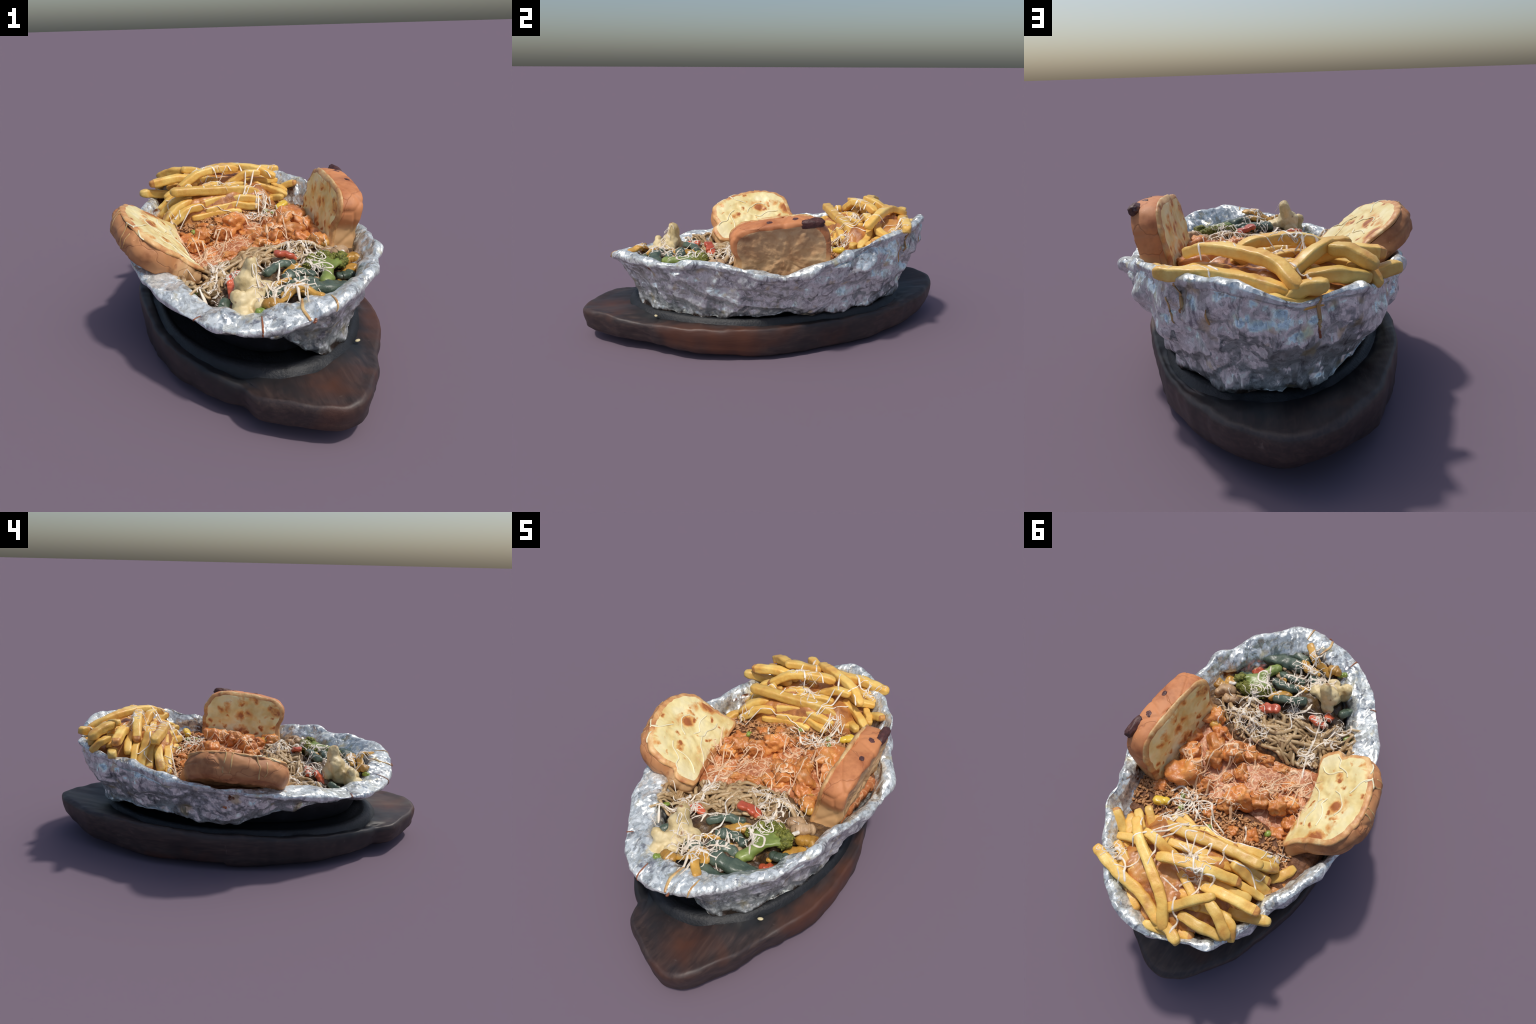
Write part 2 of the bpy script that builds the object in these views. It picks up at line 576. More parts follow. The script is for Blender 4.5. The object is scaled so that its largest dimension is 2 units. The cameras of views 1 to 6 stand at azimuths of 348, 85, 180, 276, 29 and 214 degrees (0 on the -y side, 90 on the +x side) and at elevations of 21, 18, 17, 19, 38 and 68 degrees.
M_yel = food_mat("yellow_pepper_flesh", [(0.25, (150, 102, 24)), (0.55, (204, 150, 46)), (0.8, (226, 178, 78))], 12, 0.3, (120, 64, 30), 14, (0.66, 0.76), bumpy=0.35, coat=0.2)
M_green = food_mat("green_bean_skin", [(0.3, (96, 120, 34)), (0.7, (150, 168, 62))], 12, 0.35, bumpy=0.2, coat=0.3)
M_stalk = food_mat("broccoli_stalk", [(0.3, (104, 124, 46)), (0.6, (140, 156, 70)), (0.8, (172, 184, 108))], 10, 0.4, bumpy=0.2, coat=0.2)
M_broc = food_mat("broccoli_bud", [(0.3, (82, 86, 22)), (0.55, (122, 124, 36)), (0.8, (164, 160, 60))], 60, 0.55, bumpy=0.6, bscale=120)
M_bud = food_mat("broccoli_flower_bud", [(0.3, (112, 112, 34)), (0.55, (146, 144, 52)), (0.8, (186, 178, 84))], 40, 0.55, bumpy=0.3)
M_caul = food_mat("cauliflower_flesh", [(0.25, (176, 148, 92)), (0.48, (218, 194, 138)), (0.75, (236, 218, 172))], 13, 0.45, (140, 92, 48), 22, (0.63, 0.72), bumpy=0.25, bscale=50)
M_mush = food_mat("mushroom_flesh", [(0.3, (150, 112, 74)), (0.6, (192, 158, 116)), (0.8, (214, 188, 150))], 16, 0.45, bumpy=0.3)
M_corn = food_mat("corn_kernel", [(0.3, (226, 176, 10)), (0.7, (240, 206, 40))], 12, 0.3, bumpy=0.1, coat=0.4)
M_cheese = food_mat("shredded_cheese", [(0.3, (234, 214, 186)), (0.55, (243, 231, 212)), (0.8, (248, 242, 230))], 8, 0.4, bumpy=0.1, coat=0.2)
M_cheese_pink = food_mat("saucy_cheese", [(0.3, (218, 166, 120)), (0.55, (233, 194, 152)), (0.8, (243, 218, 188))], 8, 0.4, bumpy=0.1, coat=0.2)
M_shred_top = food_mat("fresh_cheese_shred", [(0.3, (240, 226, 176)), (0.8, (248, 240, 206))], 8, 0.4, bumpy=0.1)
M_melt = toast_cheese_mat("melted_cheese", (0.4, 1.3, 2.0))
M_melt_b = toast_cheese_mat("browned_melted_cheese", (3.1, 0.2, 1.0))
M_toasted = food_mat("toasted_cheese_edge", [(0.3, (176, 104, 52)), (0.5, (214, 158, 92)), (0.7, (234, 206, 144))], 14, 0.45, bumpy=0.2)
M_grease = food_mat("cheese_grease", [(0.3, (176, 120, 62)), (0.6, (212, 172, 104)), (0.8, (232, 208, 150))], 20, 0.35, bumpy=0.1, coat=0.4)
M_drip = food_mat("sauce_drip", [(0.3, (120, 60, 30)), (0.7, (168, 98, 54))], 20, 0.35, bumpy=0.1, coat=0.4)
M_burnt = food_mat("burnt_crust", [(0.3, (66, 36, 34)), (0.6, (98, 56, 50)), (0.8, (122, 74, 62))], 22, 0.5, bumpy=0.4)
M_crumb = food_mat("toasted_crumb", [(0.25, (188, 132, 82)), (0.5, (220, 174, 120)), (0.78, (238, 206, 156))], 8, 0.7, (158, 100, 56), 10, (0.6, 0.78), bumpy=0.3, bscale=60)
M_seed = food_mat("sesame_seed", [(0.3, (206, 188, 140)), (0.7, (226, 212, 170))], 10, 0.5)

# ------------------------------------------------------------------ wooden board
# top rim of the live-edge board: x, y, height
RIM_BOARD = [(.120, -.975, .160), (.165, -.967, .167), (.203, -.947, .174), (.235, -.915, .178), (.260, -.878, .178), (.290, -.833, .175), (.328, -.770, .171), (.362, -.675, .161),
             (.428, -.552, .165), (.473, -.459, .169), (.502, -.339, .170), (.514, -.200, .168), (.516, -.050, .167), (.504, .060, .167), (.465, .210, .162), (.420, .360, .162), (.370, .508, .166),
             (.325, .592, .167), (.274, .675, .172), (.222, .742, .177), (.184, .786, .181), (.150, .828, .184), (.114, .868, .187), (.072, .900, .190), (.022, .932, .192),
             (-.022, .954, .196), (-.070, .968, .202), (-.126, .962, .208), (-.170, .942, .211), (-.210, .908, .213), (-.248, .862, .213), (-.286, .812, .213), (-.325, .768, .213), (-.355, .716, .212), (-.383, .647, .210),
             (-.419, .560, .211), (-.450, .476, .212), (-.470, .390, .210), (-.486, .250, .203), (-.492, .100, .194), (-.477, -.100, .186), (-.445, -.286, .180), (-.401, -.432, .177),
             (-.348, -.535, .170), (-.301, -.610, .166), (-.248, -.680, .162), (-.208, -.718, .156), (-.176, -.748, .152), (-.160, -.795, .155), (-.134, -.842, .160), (-.088, -.876, .161),
             (-.042, -.902, .162), (.002, -.930, .164), (.058, -.956, .163)]


def build_board():
    top = thing("wooden_board", (0, 0, 0), "dark charred live-edge wooden serving board, boat shaped", "serving board")
    n = 360
    C = catmull(RIM_BOARD, n, True)
    tang = np.roll(C[:, :2], -1, 0) - np.roll(C[:, :2], 1, 0)
    nrm = np.stack([tang[:, 1], -tang[:, 0]], 1)
    nrm /= np.linalg.norm(nrm, axis=1)[:, None]
    for _ in range(12):
        nrm = (np.roll(nrm, 1, 0) + nrm + np.roll(nrm, -1, 0)) / 3
    nrm /= np.linalg.norm(nrm, axis=1)[:, None]
    ang = np.arctan2(C[:, 1] / 0.80, (C[:, 0] - .015) / 0.46)
    rows = []
    yy = np.abs(C[:, 1])
    west = np.clip(-C[:, 0] / .4, 0, 1)
    lift = np.where(C[:, 1] > 0, .034 * np.clip((yy - .40) / .5, 0, 1) + .035 * np.clip((yy - .78) / .17, 0, 1) * np.clip(.6 - C[:, 0] * 4, .3, 1) + .020 * west, .042 * np.clip((yy - .10) / .5, 0, 1) * (1 - .6 * west) + .006 * west)
    zt = C[:, 2]

    def ring(off, z):
        rows.append(np.column_stack([C[:, 0] + nrm[:, 0] * off, C[:, 1] + nrm[:, 1] * off, z]))

    def ell(a, b, z):
        rows.append(np.column_stack([a * np.cos(ang), b * np.sin(ang), np.full(n, z)]))
    ell(.02, .03, 0.0)
    ell(.30, .55, 0.0)
    tw = np.array([0.5 + 0.5 * fbm((math.cos(a) * 2, math.sin(a) * 2, 5), 1.3, 3) for a in np.linspace(0, 2 * math.pi, n, endpoint=False)])
    ring(-.060, lift * 0.9 + 0.0)
    ring(-.018, lift + 0.003 + 0.010 * tw)
    ring(.004, lift + 0.024 + 0.010 * tw)
    tip = .012 * np.clip((C[:, 1] - .6) / .35, 0, 1)
    for k, o in ((.15, .004), (.35, .009), (.55, .013), (.72, .014), (.86, .013), (.95, .010)):
        ring(o + tip, (lift + .035) * (1 - k) + (zt - .002) * k)
    ring(.004, zt + .001)
    ring(-.006, zt + .001)
    ring(-.030, zt - .004)
    ea, eb = .464, .755
    base = rows[-1].copy()
    E = np.column_stack([.015 + ea * np.cos(ang), eb * np.sin(ang), np.full(n, .180)])
    E[:, 2] = np.minimum(.174, zt - .002)
    # never let the ellipse leave the board
    rb = np.hypot(base[:, 0], base[:, 1])
    re = np.hypot(E[:, 0], E[:, 1])
    k = np.minimum(1, (rb - .012) / re)
    for _ in range(60):
        k = np.minimum(k, (np.roll(k, 1) + k + np.roll(k, -1)) / 3)
    E[:, :2] *= k[:, None]
    for t in (.2, .4, .6, .8, 1.0):
        rows.append(base * (1 - t) + E * t)
    for a, z in ((.985, .178), (.970, .187), (.955, .192), (.935, .193), (.915, .189), (.90, .182), (.87, .178), (.7, .178)):
        q = E.copy()
        q[:, 0] = .015 + (q[:, 0] - .015) * a
        q[:, 1] *= a
        q[:, 2] = z
        rows.append(q)
    # the lip is real metal-dark wood: keep it in the board; close the centre
    ell(.02, .03, .178)
    V = np.vstack(rows)
    m = len(rows)
    for i in range(len(V)):
        p = V[i]
        r = i // n
        if 2 <= r <= 10:
            d = .006 * fbm(p, 5, 3, 2.0) + .007 * (abs(fbm((p[0], p[1], p[2] * .15), 9, 2, 8.0)) - .3)
            j = i % n
            V[i, 0] += nrm[j, 0] * d
            V[i, 1] += nrm[j, 1] * d
            if r >= 3:
                V[i, 2] += .004 * fbm(p, 9, 2, 5.0)
        elif 11 <= r <= 18:
            V[i, 2] += .006 * fbm(p, 6, 3, 4.0) + .003 * fbm(p, 22, 2, 1.0)
    F, idx = [], []
    for r in range(m - 1):
        for j in range(n):
            a, b = r * n + j, r * n + (j + 1) % n
            F.append((a, b, b + n, a + n))
            idx.append(1 if r >= 18 else 0)
    F.append(tuple(range(n))[::-1])
    idx.append(0)
    F.append(tuple((m - 1) * n + j for j in range(n)))
    idx.append(1)
    V[:, 2] = np.maximum(V[:, 2], 0)
    # split into the wooden slab and the black inlaid recess ring, border vertices shared in place
    slab = [f for f, k in zip(F, idx) if k == 0]
    rec = [f for f, k in zip(F, idx) if k == 1]
    make("slab", V, slab, M_wood, top)
    used = sorted({i for f in rec for i in f})
    mp = {v: i for i, v in enumerate(used)}
    make("recess_rim", V[used], [tuple(mp[i] for i in f) for f in rec], M_iron, top)
    # crumbs and a sesame seed left on the wood
    for k, (x, y, z, s, a) in enumerate([(.328, -.586, .176, .010, .4)]):
        v, f = lump((x, y, z), (s * 1.3, s * .8, s * .5), (0, 0, a), .1, 2, 2, k)
        make("sesame_seed", v, f, M_seed, top)


build_board()

# ------------------------------------------------------------------ foil dish
# rim: x, y, z of the outer crest; flange width; height of the inner edge relative to the crest
RIM_FOIL = [(.218, -.780, .474, .110, -.035), (.300, -.691, .478, .095, -.055), (.412, -.573, .484, .085, -.060), (.447, -.490, .484, .080, -.060),
            (.496, -.400, .500, .075, -.060), (.500, -.314, .500, .055, -.040), (.537, -.190, .482, .050, -.030), (.560, -.090, .466, .055, -.02), (.575, -.010, .456, .060, -.02),
            (.589, .098, .462, .065, -.02), (.575, .200, .485, .060, -.02), (.530, .292, .512, .045, -.02), (.472, .388, .534, .038, -.03), (.458, .478, .570, .040, -.03), (.431, .530, .578, .038, -.02),
            (.380, .589, .578, .038, -.015), (.346, .646, .588, .040, -.01), (.298, .700, .584, .040, -.01), (.237, .762, .598, .042, -.015), (.137, .842, .612, .050, -.02),
            (.028, .882, .592, .045, -.01), (-.060, .879, .560, .040, -.01), (-.135, .853, .548, .040, -.01), (-.208, .824, .560, .042, -.01), (-.285, .799, .568, .048, -.01),
            (-.333, .738, .540, .040, -.01), (-.372, .658, .532, .038, -.01), (-.404, .582, .526, .038, -.01), (-.416, .505, .508, .038, -.01), (-.457, .441, .506, .040, -.01),
            (-.500, .313, .478, .036, -.01), (-.533, .189, .462, .036, -.01), (-.546, .060, .450, .036, -.01), (-.543, -.058, .440, .045, -.01), (-.508, -.220, .428, .080, .0),
            (-.455, -.367, .408, .115, .005), (-.365, -.555, .382, .110, .015), (-.284, -.668, .374, .100, .022), (-.194, -.755, .380, .105, .030), (-.067, -.803, .396, .115, .032),
            (.049, -.832, .424, .120, .022), (.139, -.812, .456, .118, -.005)]

FN = 1300
FOILC = catmull(RIM_FOIL, FN, True)
_t = np.roll(FOILC[:, :2], -1, 0) - np.roll(FOILC[:, :2], 1, 0)
FNRM = np.stack([_t[:, 1], -_t[:, 0]], 1)
FNRM /= np.linalg.norm(FNRM, axis=1)[:, None]
for _ in range(40):
    FNRM = (np.roll(FNRM, 1, 0) + FNRM + np.roll(FNRM, -1, 0)) / 3
FNRM /= np.linalg.norm(FNRM, axis=1)[:, None]
INNER = FOILC[:, :2] - FNRM * FOILC[:, 3:4]
INNER_Z = FOILC[:, 2] + FOILC[:, 4]


def build_foil():
    top = thing("foil_lined_dish", (0, 0, .15), "oval iron dish lined with crumpled aluminium foil", "serving dish")
    # iron plate seen under the foil
    rows = []
    n = 128
    a = np.linspace(0, 2 * math.pi, n, endpoint=False)
    for ra, rb, z in ((.02, .03, .186), (.335, .60, .186), (.345, .615, .195), (.355, .63, .22), (.37, .65, .27), (.385, .665, .31), (.375, .66, .325), (.02, .03, .31)):
        rows.append(np.column_stack([ra * np.cos(a) * np.where(np.cos(a) < 0, .92, 1.0), rb * np.sin(a), np.full(n, z)]))
    V = np.vstack(rows)
    F = [(r * n + j, r * n + (j + 1) % n, (r + 1) * n + (j + 1) % n, (r + 1) * n + j) for r in range(len(rows) - 1) for j in range(n)]
    make("iron_plate", V, F, M_iron, top)

    # foil sheet
    R, w, dz = FOILC[:, :3], FOILC[:, 3], FOILC[:, 4]
    th = np.arctan2(R[:, 1] / .78, R[:, 0] / .5)
    deg = np.degrees(th) % 360
    zb = np.interp(deg, [0, 20, 60, 95, 115, 130, 150, 165, 185, 200, 215, 235, 255, 270, 281, 300, 320, 340, 360],
                   [.205, .20, .19, .195, .215, .255, .25, .245, .225, .28, .32, .33, .315, .28, .205, .178, .185, .198, .205])
    ax = np.interp(deg, [0, 70, 100, 135, 180, 200, 215, 240, 270, 300, 330, 360], [.440, .455, .452, .452, .420, .402, .395, .395, .41, .450, .462, .440])
    bx = ax * np.cos(th)
    by = np.interp(deg, [0, 90, 112, 132, 155, 180, 235, 262, 278, 292, 310, 360], [.70, .735, .765, .785, .74, .72, .70, .665, .69, .735, .72, .70]) * np.sin(th)
    # lobes: the foil foot bulges where it was pinched at the front right
    rag = np.array([fbm((math.cos(t) * 3, math.sin(t) * 3, 1), 2.2, 4, 2.) for t in th])
    zb = np.maximum(zb + .011 * rag, .172)
    B = np.column_stack([bx, by, zb])
    under = np.column_stack([bx * .93, by * .93, np.maximum(zb - .004, .170)])
    ro = np.minimum(.020, w * .35)
    tuck = np.clip((w - .045) / .06, 0, 1)
    lowrim = np.column_stack([R[:, :2] - FNRM * (.014 + (.022 + .030 * np.clip(-(R[:, 0] - .25) / .3, 0, 1)) * tuck)[:, None], R[:, 2] - .034 - .012 * tuck])
    bul = np.interp(deg, [0, 30, 95, 125, 150, 180, 215, 250, 290, 320, 345, 360], [-.016, .026, .024, .012, .014, .004, -.024, -.044, -.026, .0, -.006, -.016])
    lip = np.column_stack([R[:, :2] - FNRM * .003, R[:, 2] - .020])
    crest = R.copy()
    inn = np.column_stack([INNER, INNER_Z])
    shoulder = np.column_stack([R[:, :2] - FNRM * ro[:, None], R[:, 2] + .010])
    mid = .5 * (shoulder + inn)
    mid[:, 2] += .006
    inw = np.column_stack([INNER - FNRM * .018, INNER_Z - .05])
    inw[:, :2] -= FNRM * (.03 * np.clip(-bul / .042, 0, 1))[:, None]
    bot = np.column_stack([INNER * .86, np.minimum(INNER_Z - .10, .36)])
    bot2 = np.column_stack([INNER * .74, np.full(FN, .33)])
    key = [under, B]
    for t, kp, kn in ((.25, .15, .55), (.5, .8, 1.0), (.75, 1.3, .9)):
        q = B * (1 - t) + lowrim * t
        q[:, :2] += FNRM * (bul * np.where(bul > 0, kp, kn))[:, None]
        key.append(q)
    key += [lowrim, lip, crest, shoulder, mid, inn, inw, bot, bot2]
    K = np.stack(key, 0)
    # resample rows along the profile
    seg = np.array([3, 22, 22, 22, 17, 7, 6, 7, 13, 14, 13, 12, 4])
    rows, tag = [], []
    for s in range(len(key) - 1):
        for t in np.linspace(0, 1, seg[s], endpoint=False):
            p0, p1, p2, p3 = K[max(s - 1, 0)], K[s], K[s + 1], K[min(s + 2, len(key) - 1)]
            rows.append(.5 * (2 * p1 + (p2 - p0) * t * .7 + (2 * p1 * 0) + ((-3 * p1 + 3 * p2) * 2 - .7 * 2 * (p2 - p0) - .7 * (p3 - p1)) * t * t + ((2 * p1 - 2 * p2) * 2 + .7 * (p2 - p0) + .7 * (p3 - p1)) * t ** 3))
            tag.append(s + t)
    rows.append(K[-1])
    tag.append(len(key) - 1)
    G = np.stack(rows, 0)
    m = len(rows)
    du = np.gradient(G, axis=0)
    dv = np.roll(G, -1, 1) - np.roll(G, 1, 1)
    nn = np.cross(dv, du)
    nn /= np.linalg.norm(nn, axis=2)[:, :, None] + 1e-9
    for r in range(m):
        t = tag[r]
        wall = 1.0 if 1 <= t <= 5 else (.75 if t < 10.3 else .7)
        if t < 1:
            wall = .5
        for j in range(FN):
            p = G[r, j].copy()
            hb, hs = crumple((p[0], p[1], p[2] * 1.2))
            h = .50 * hb * wall + hs * (.20 + .24 * wall)
            if t > 5.2 and t < 10.5:
                h *= .8
            G[r, j] = p + nn[r, j] * h
    G[:, :, 2] = np.maximum(G[:, :, 2], .168)
    V = G.reshape(-1, 3)
    F, idx = [], []
    for r in range(m - 1):
        for j in range(FN):
            a0, b0 = r * FN + j, r * FN + (j + 1) % FN
            F.append((a0, b0, b0 + FN, a0 + FN))
            idx.append(1 if tag[r] >= 10.2 else (2 if tag[r] >= 6 else 0))
    o = make("foil_lining", V, F, [M_foil, M_foil_in, M_foil_rim], top, idx)
    return top, o, np.clip(-bul / .042, 0, 1)


DISH, FOIL, TUCK = build_foil()

# ------------------------------------------------------------------ food beds
inner_poly = (INNER - FNRM * (.012 + .05 * TUCK)[:, None])[::8]


def inside(x, y, poly):
    c = False
    j = len(poly) - 1
    for i in range(len(poly)):
        xi, yi = poly[i]
        xj, yj = poly[j]
        if (yi > y) != (yj > y) and x < (xj - xi) * (y - yi) / (yj - yi) + xi:
            c = not c
        j = i
    return c


def idw(ctrl, x, y, p=3.0):
    C = np.asarray(ctrl)
    d = (C[:, 0] - x) ** 2 + (C[:, 1] - y) ** 2 + 1e-4
    w = d ** (-p / 2)
    return float((w * C[:, 2]).sum() / w.sum())


BEDS = {
    "curry": dict(ctrl=[(-.03, .05, .430), (.15, .14, .446), (-.18, -.14, .392), (-.27, .05, .388), (-.28, .15, .40), (.25, .20, .44), (.30, 0, .44), (.10, -.05, .428), (0, -.09, .402),
                        (-.10, .15, .412), (.05, .20, .45), (.30, -.10, .44), (.40, -.10, .42), (-.36, 0, .365), (-.30, -.08, .372), (.18, .05, .455), (.42, .15, .42)],
                  poly=[(.46, -.20), (.27, -.15), (.176, -.10), (.09, -.125), (-.016, -.12), (-.12, -.13), (-.2, -.17), (-.42, -.2), (-.5, .0), (-.42, .2), (-.28, .24), (-.2, .22), (-.09, .22), (-.03, .26), (.03, .24), (.11, .245), (.22, .27), (.32, .26), (.5, .24)],
                  bump=(.008, 15)),
    "rice": dict(ctrl=[(.27, .36, .462), (.36, .35, .448), (.10, .30, .452), (-.10, .25, .432), (-.28, .25, .418), (0, .30, .45), (-.36, .28, .41), (.42, .25, .42), (0, .42, .47), (-.3, .36, .42)],
                 poly=[(-.5, .14), (-.28, .20), (-.1, .18), (.1, .21), (.3, .22), (.52, .2), (.5, .5), (.2, .44), (-.2, .42), (-.45, .42)], bump=(.010, 40)),
    "fries": dict(ctrl=[(0, .65, .562), (.10, .70, .566), (-.02, .72, .566), (.20, .65, .555), (-.20, .60, .555), (-.27, .48, .51), (-.30, .50, .44), (.30, .50, .48), (0, .45, .535), (0, .80, .52), (-.25, .72, .53), (-.36, .42, .40),
                        (.25, .72, .55), (.15, .5, .545), (-.12, .47, .56), (-.1, .41, .53), (.1, .42, .52), (.36, .58, .47), (.33, .47, .44), (.40, .50, .45), (-.38, .55, .46)],
                  poly=[(-.5, .36), (-.3, .36), (-.2, .36), (.0, .385), (.2, .41), (.3, .44), (.45, .46), (.5, .7), (.2, .95), (-.3, .95)], bump=(.012, 26)),
    "noodles": dict(ctrl=[(-.176, -.15, .375), (.044, -.209, .432), (.217, -.212, .455), (.274, -.214, .415), (-.30, -.40, .345), (0, -.32, .415), (.15, -.28, .428), (.36, -.27, .42), (-.15, -.35, .382), (-.3, -.25, .345)],
                    poly=[(.48, -.15), (.27, -.12), (.176, -.08), (.09, -.10), (-.016, -.095), (-.12, -.10), (-.2, -.13), (-.45, -.15), (-.45, -.5), (-.2, -.45), (-.1, -.42), (.1, -.36), (.2, -.33), (.48, -.34)], bump=(.014, 30)),
    "vegetables": dict(ctrl=[(.13, -.70, .435), (.30, -.55, .385), (.20, -.45, .42), (0, -.45, .437), (-.15, -.60, .355), (-.05, -.70, .395), (-.25, -.50, .36), (.05, -.55, .43), (.10, -.60, .42), (.38, -.38, .385), (.31, -.44, .37), (.36, -.5, .36)],
                       poly=[(.5, -.31), (.2, -.31), (0, -.36), (-.2, -.42), (-.5, -.4), (-.3, -.8), (.3, -.85), (.5, -.5)], bump=(.016, 30)),
}


def bed(name, mat, parent, step=.0065):
    d = BEDS[name]
    poly = d["poly"]
    xs = np.arange(-.56, .57, step)
    ys = np.arange(-.90, .92, step)
    ymin, ymax = min(p[1] for p in poly), max(p[1] for p in poly)
    ys = ys[(ys >= ymin) & (ys <= ymax)]
    ip = [tuple(p) for p in inner_poly]
    P = np.array(poly)
    Q = np.roll(P, -1, 0)
    IP = np.array(ip)
    idx, V, F = {}, [], []
    amp, fr = d["bump"]
    for i, x in enumerate(xs):
        for j, y in enumerate(ys):
            if inside(x, y, poly) and inside(x, y, ip):
                z = idw(d["ctrl"], x, y)
                # sink the borders so neighbouring beds and the foil overlap them
                if name == "fries":
                    z += .028 * max(0, min(1, (.30 - abs(x)) / .12))
                s = Q - P
                t = np.clip(((x - P[:, 0]) * s[:, 0] + (y - P[:, 1]) * s[:, 1]) / (s ** 2).sum(1), 0, 1)
                e = np.hypot(P[:, 0] + t * s[:, 0] - x, P[:, 1] + t * s[:, 1] - y).min()
                e2 = np.hypot(IP[:, 0] - x, IP[:, 1] - y).min()
                z -= .030 * max(0, 1 - e / .03) ** 2 + .02 * max(0, 1 - e2 / .04) ** 2
                dd, pts = noise.voronoi(Vector((x * fr, y * fr, 0)))
                z += amp * (.6 - dd[0]) + amp * .8 * fbm((x, y, 0), fr * .6, 3, 1.)
                idx[i, j] = len(V)
                V.append((x, y, z))
    for (i, j), a in idx.items():
        b, c, e = idx.get((i + 1, j)), idx.get((i + 1, j + 1)), idx.get((i, j + 1))
        if b is not None and c is not None and e is not None:
            F.append((a, b, c, e))
    # give the bed depth: skirt down to the dish floor
    edge = {}
    for f in F:
        for a, b in zip(f, f[1:] + f[:1]):
            if (b, a) in edge:
                del edge[b, a]
            else:
                edge[a, b] = 1
    low = {}
    for (a, b) in list(edge):
        for q in (a, b):
            if q not in low:
                low[q] = len(V)
                V.append((V[q][0] * .80, V[q][1] * .84, .345))
        F.append((b, a, low[a], low[b]))
    return make(name + "_bed", V, F, mat, parent)


CURRY = thing("chicken_curry", (0, .05, .33), "orange creamy chicken curry with chunks and cheese", "chicken curry")
RICE = thing("fried_rice", (0, .3, .33), "brown fried rice with vegetable bits", "fried rice")
FRIES = thing("french_fries", (0, .6, .35), "heaped golden french fries with melted cheese", "french fries")
NOOD = thing("fried_noodles", (0, -.25, .33), "tangled pale brown stir-fried noodles", "noodles")
VEG = thing("cooked_vegetables", (0, -.55, .33), "stir-fried broccoli, cauliflower, courgette and peppers", "vegetables")

beds = {
    "sauce": bed("curry", M_sauce, CURRY), "rice": bed("rice", M_ricebed, RICE), "fries": bed("fries", M_frybed, FRIES),
    "nood": bed("noodles", M_noodbed, NOOD), "veg": bed("vegetables", M_vegbed, VEG)}
beds["sauce"].name = "sauce"
beds["rice"].name = "rice_bed"
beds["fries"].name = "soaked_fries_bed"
beds["nood"].name = "noodle_bed"
beds["veg"].name = "vegetable_bed"
FOOD = list(beds.values())


def bvh_of(objs):
    V, F = [], []
    for o in objs:
        b = len(V)
        V.extend(v.co[:] for v in o.data.vertices)
        F.extend(tuple(i + b for i in p.vertices) for p in o.data.polygons)
    return BVHTree.FromPolygons(V, F)


def drop(tree, x, y, default=.4):
    h = tree.ray_cast(Vector((x, y, 1.2)), Vector((0, 0, -1)))
    return h[0].z if h[0] is not None else default


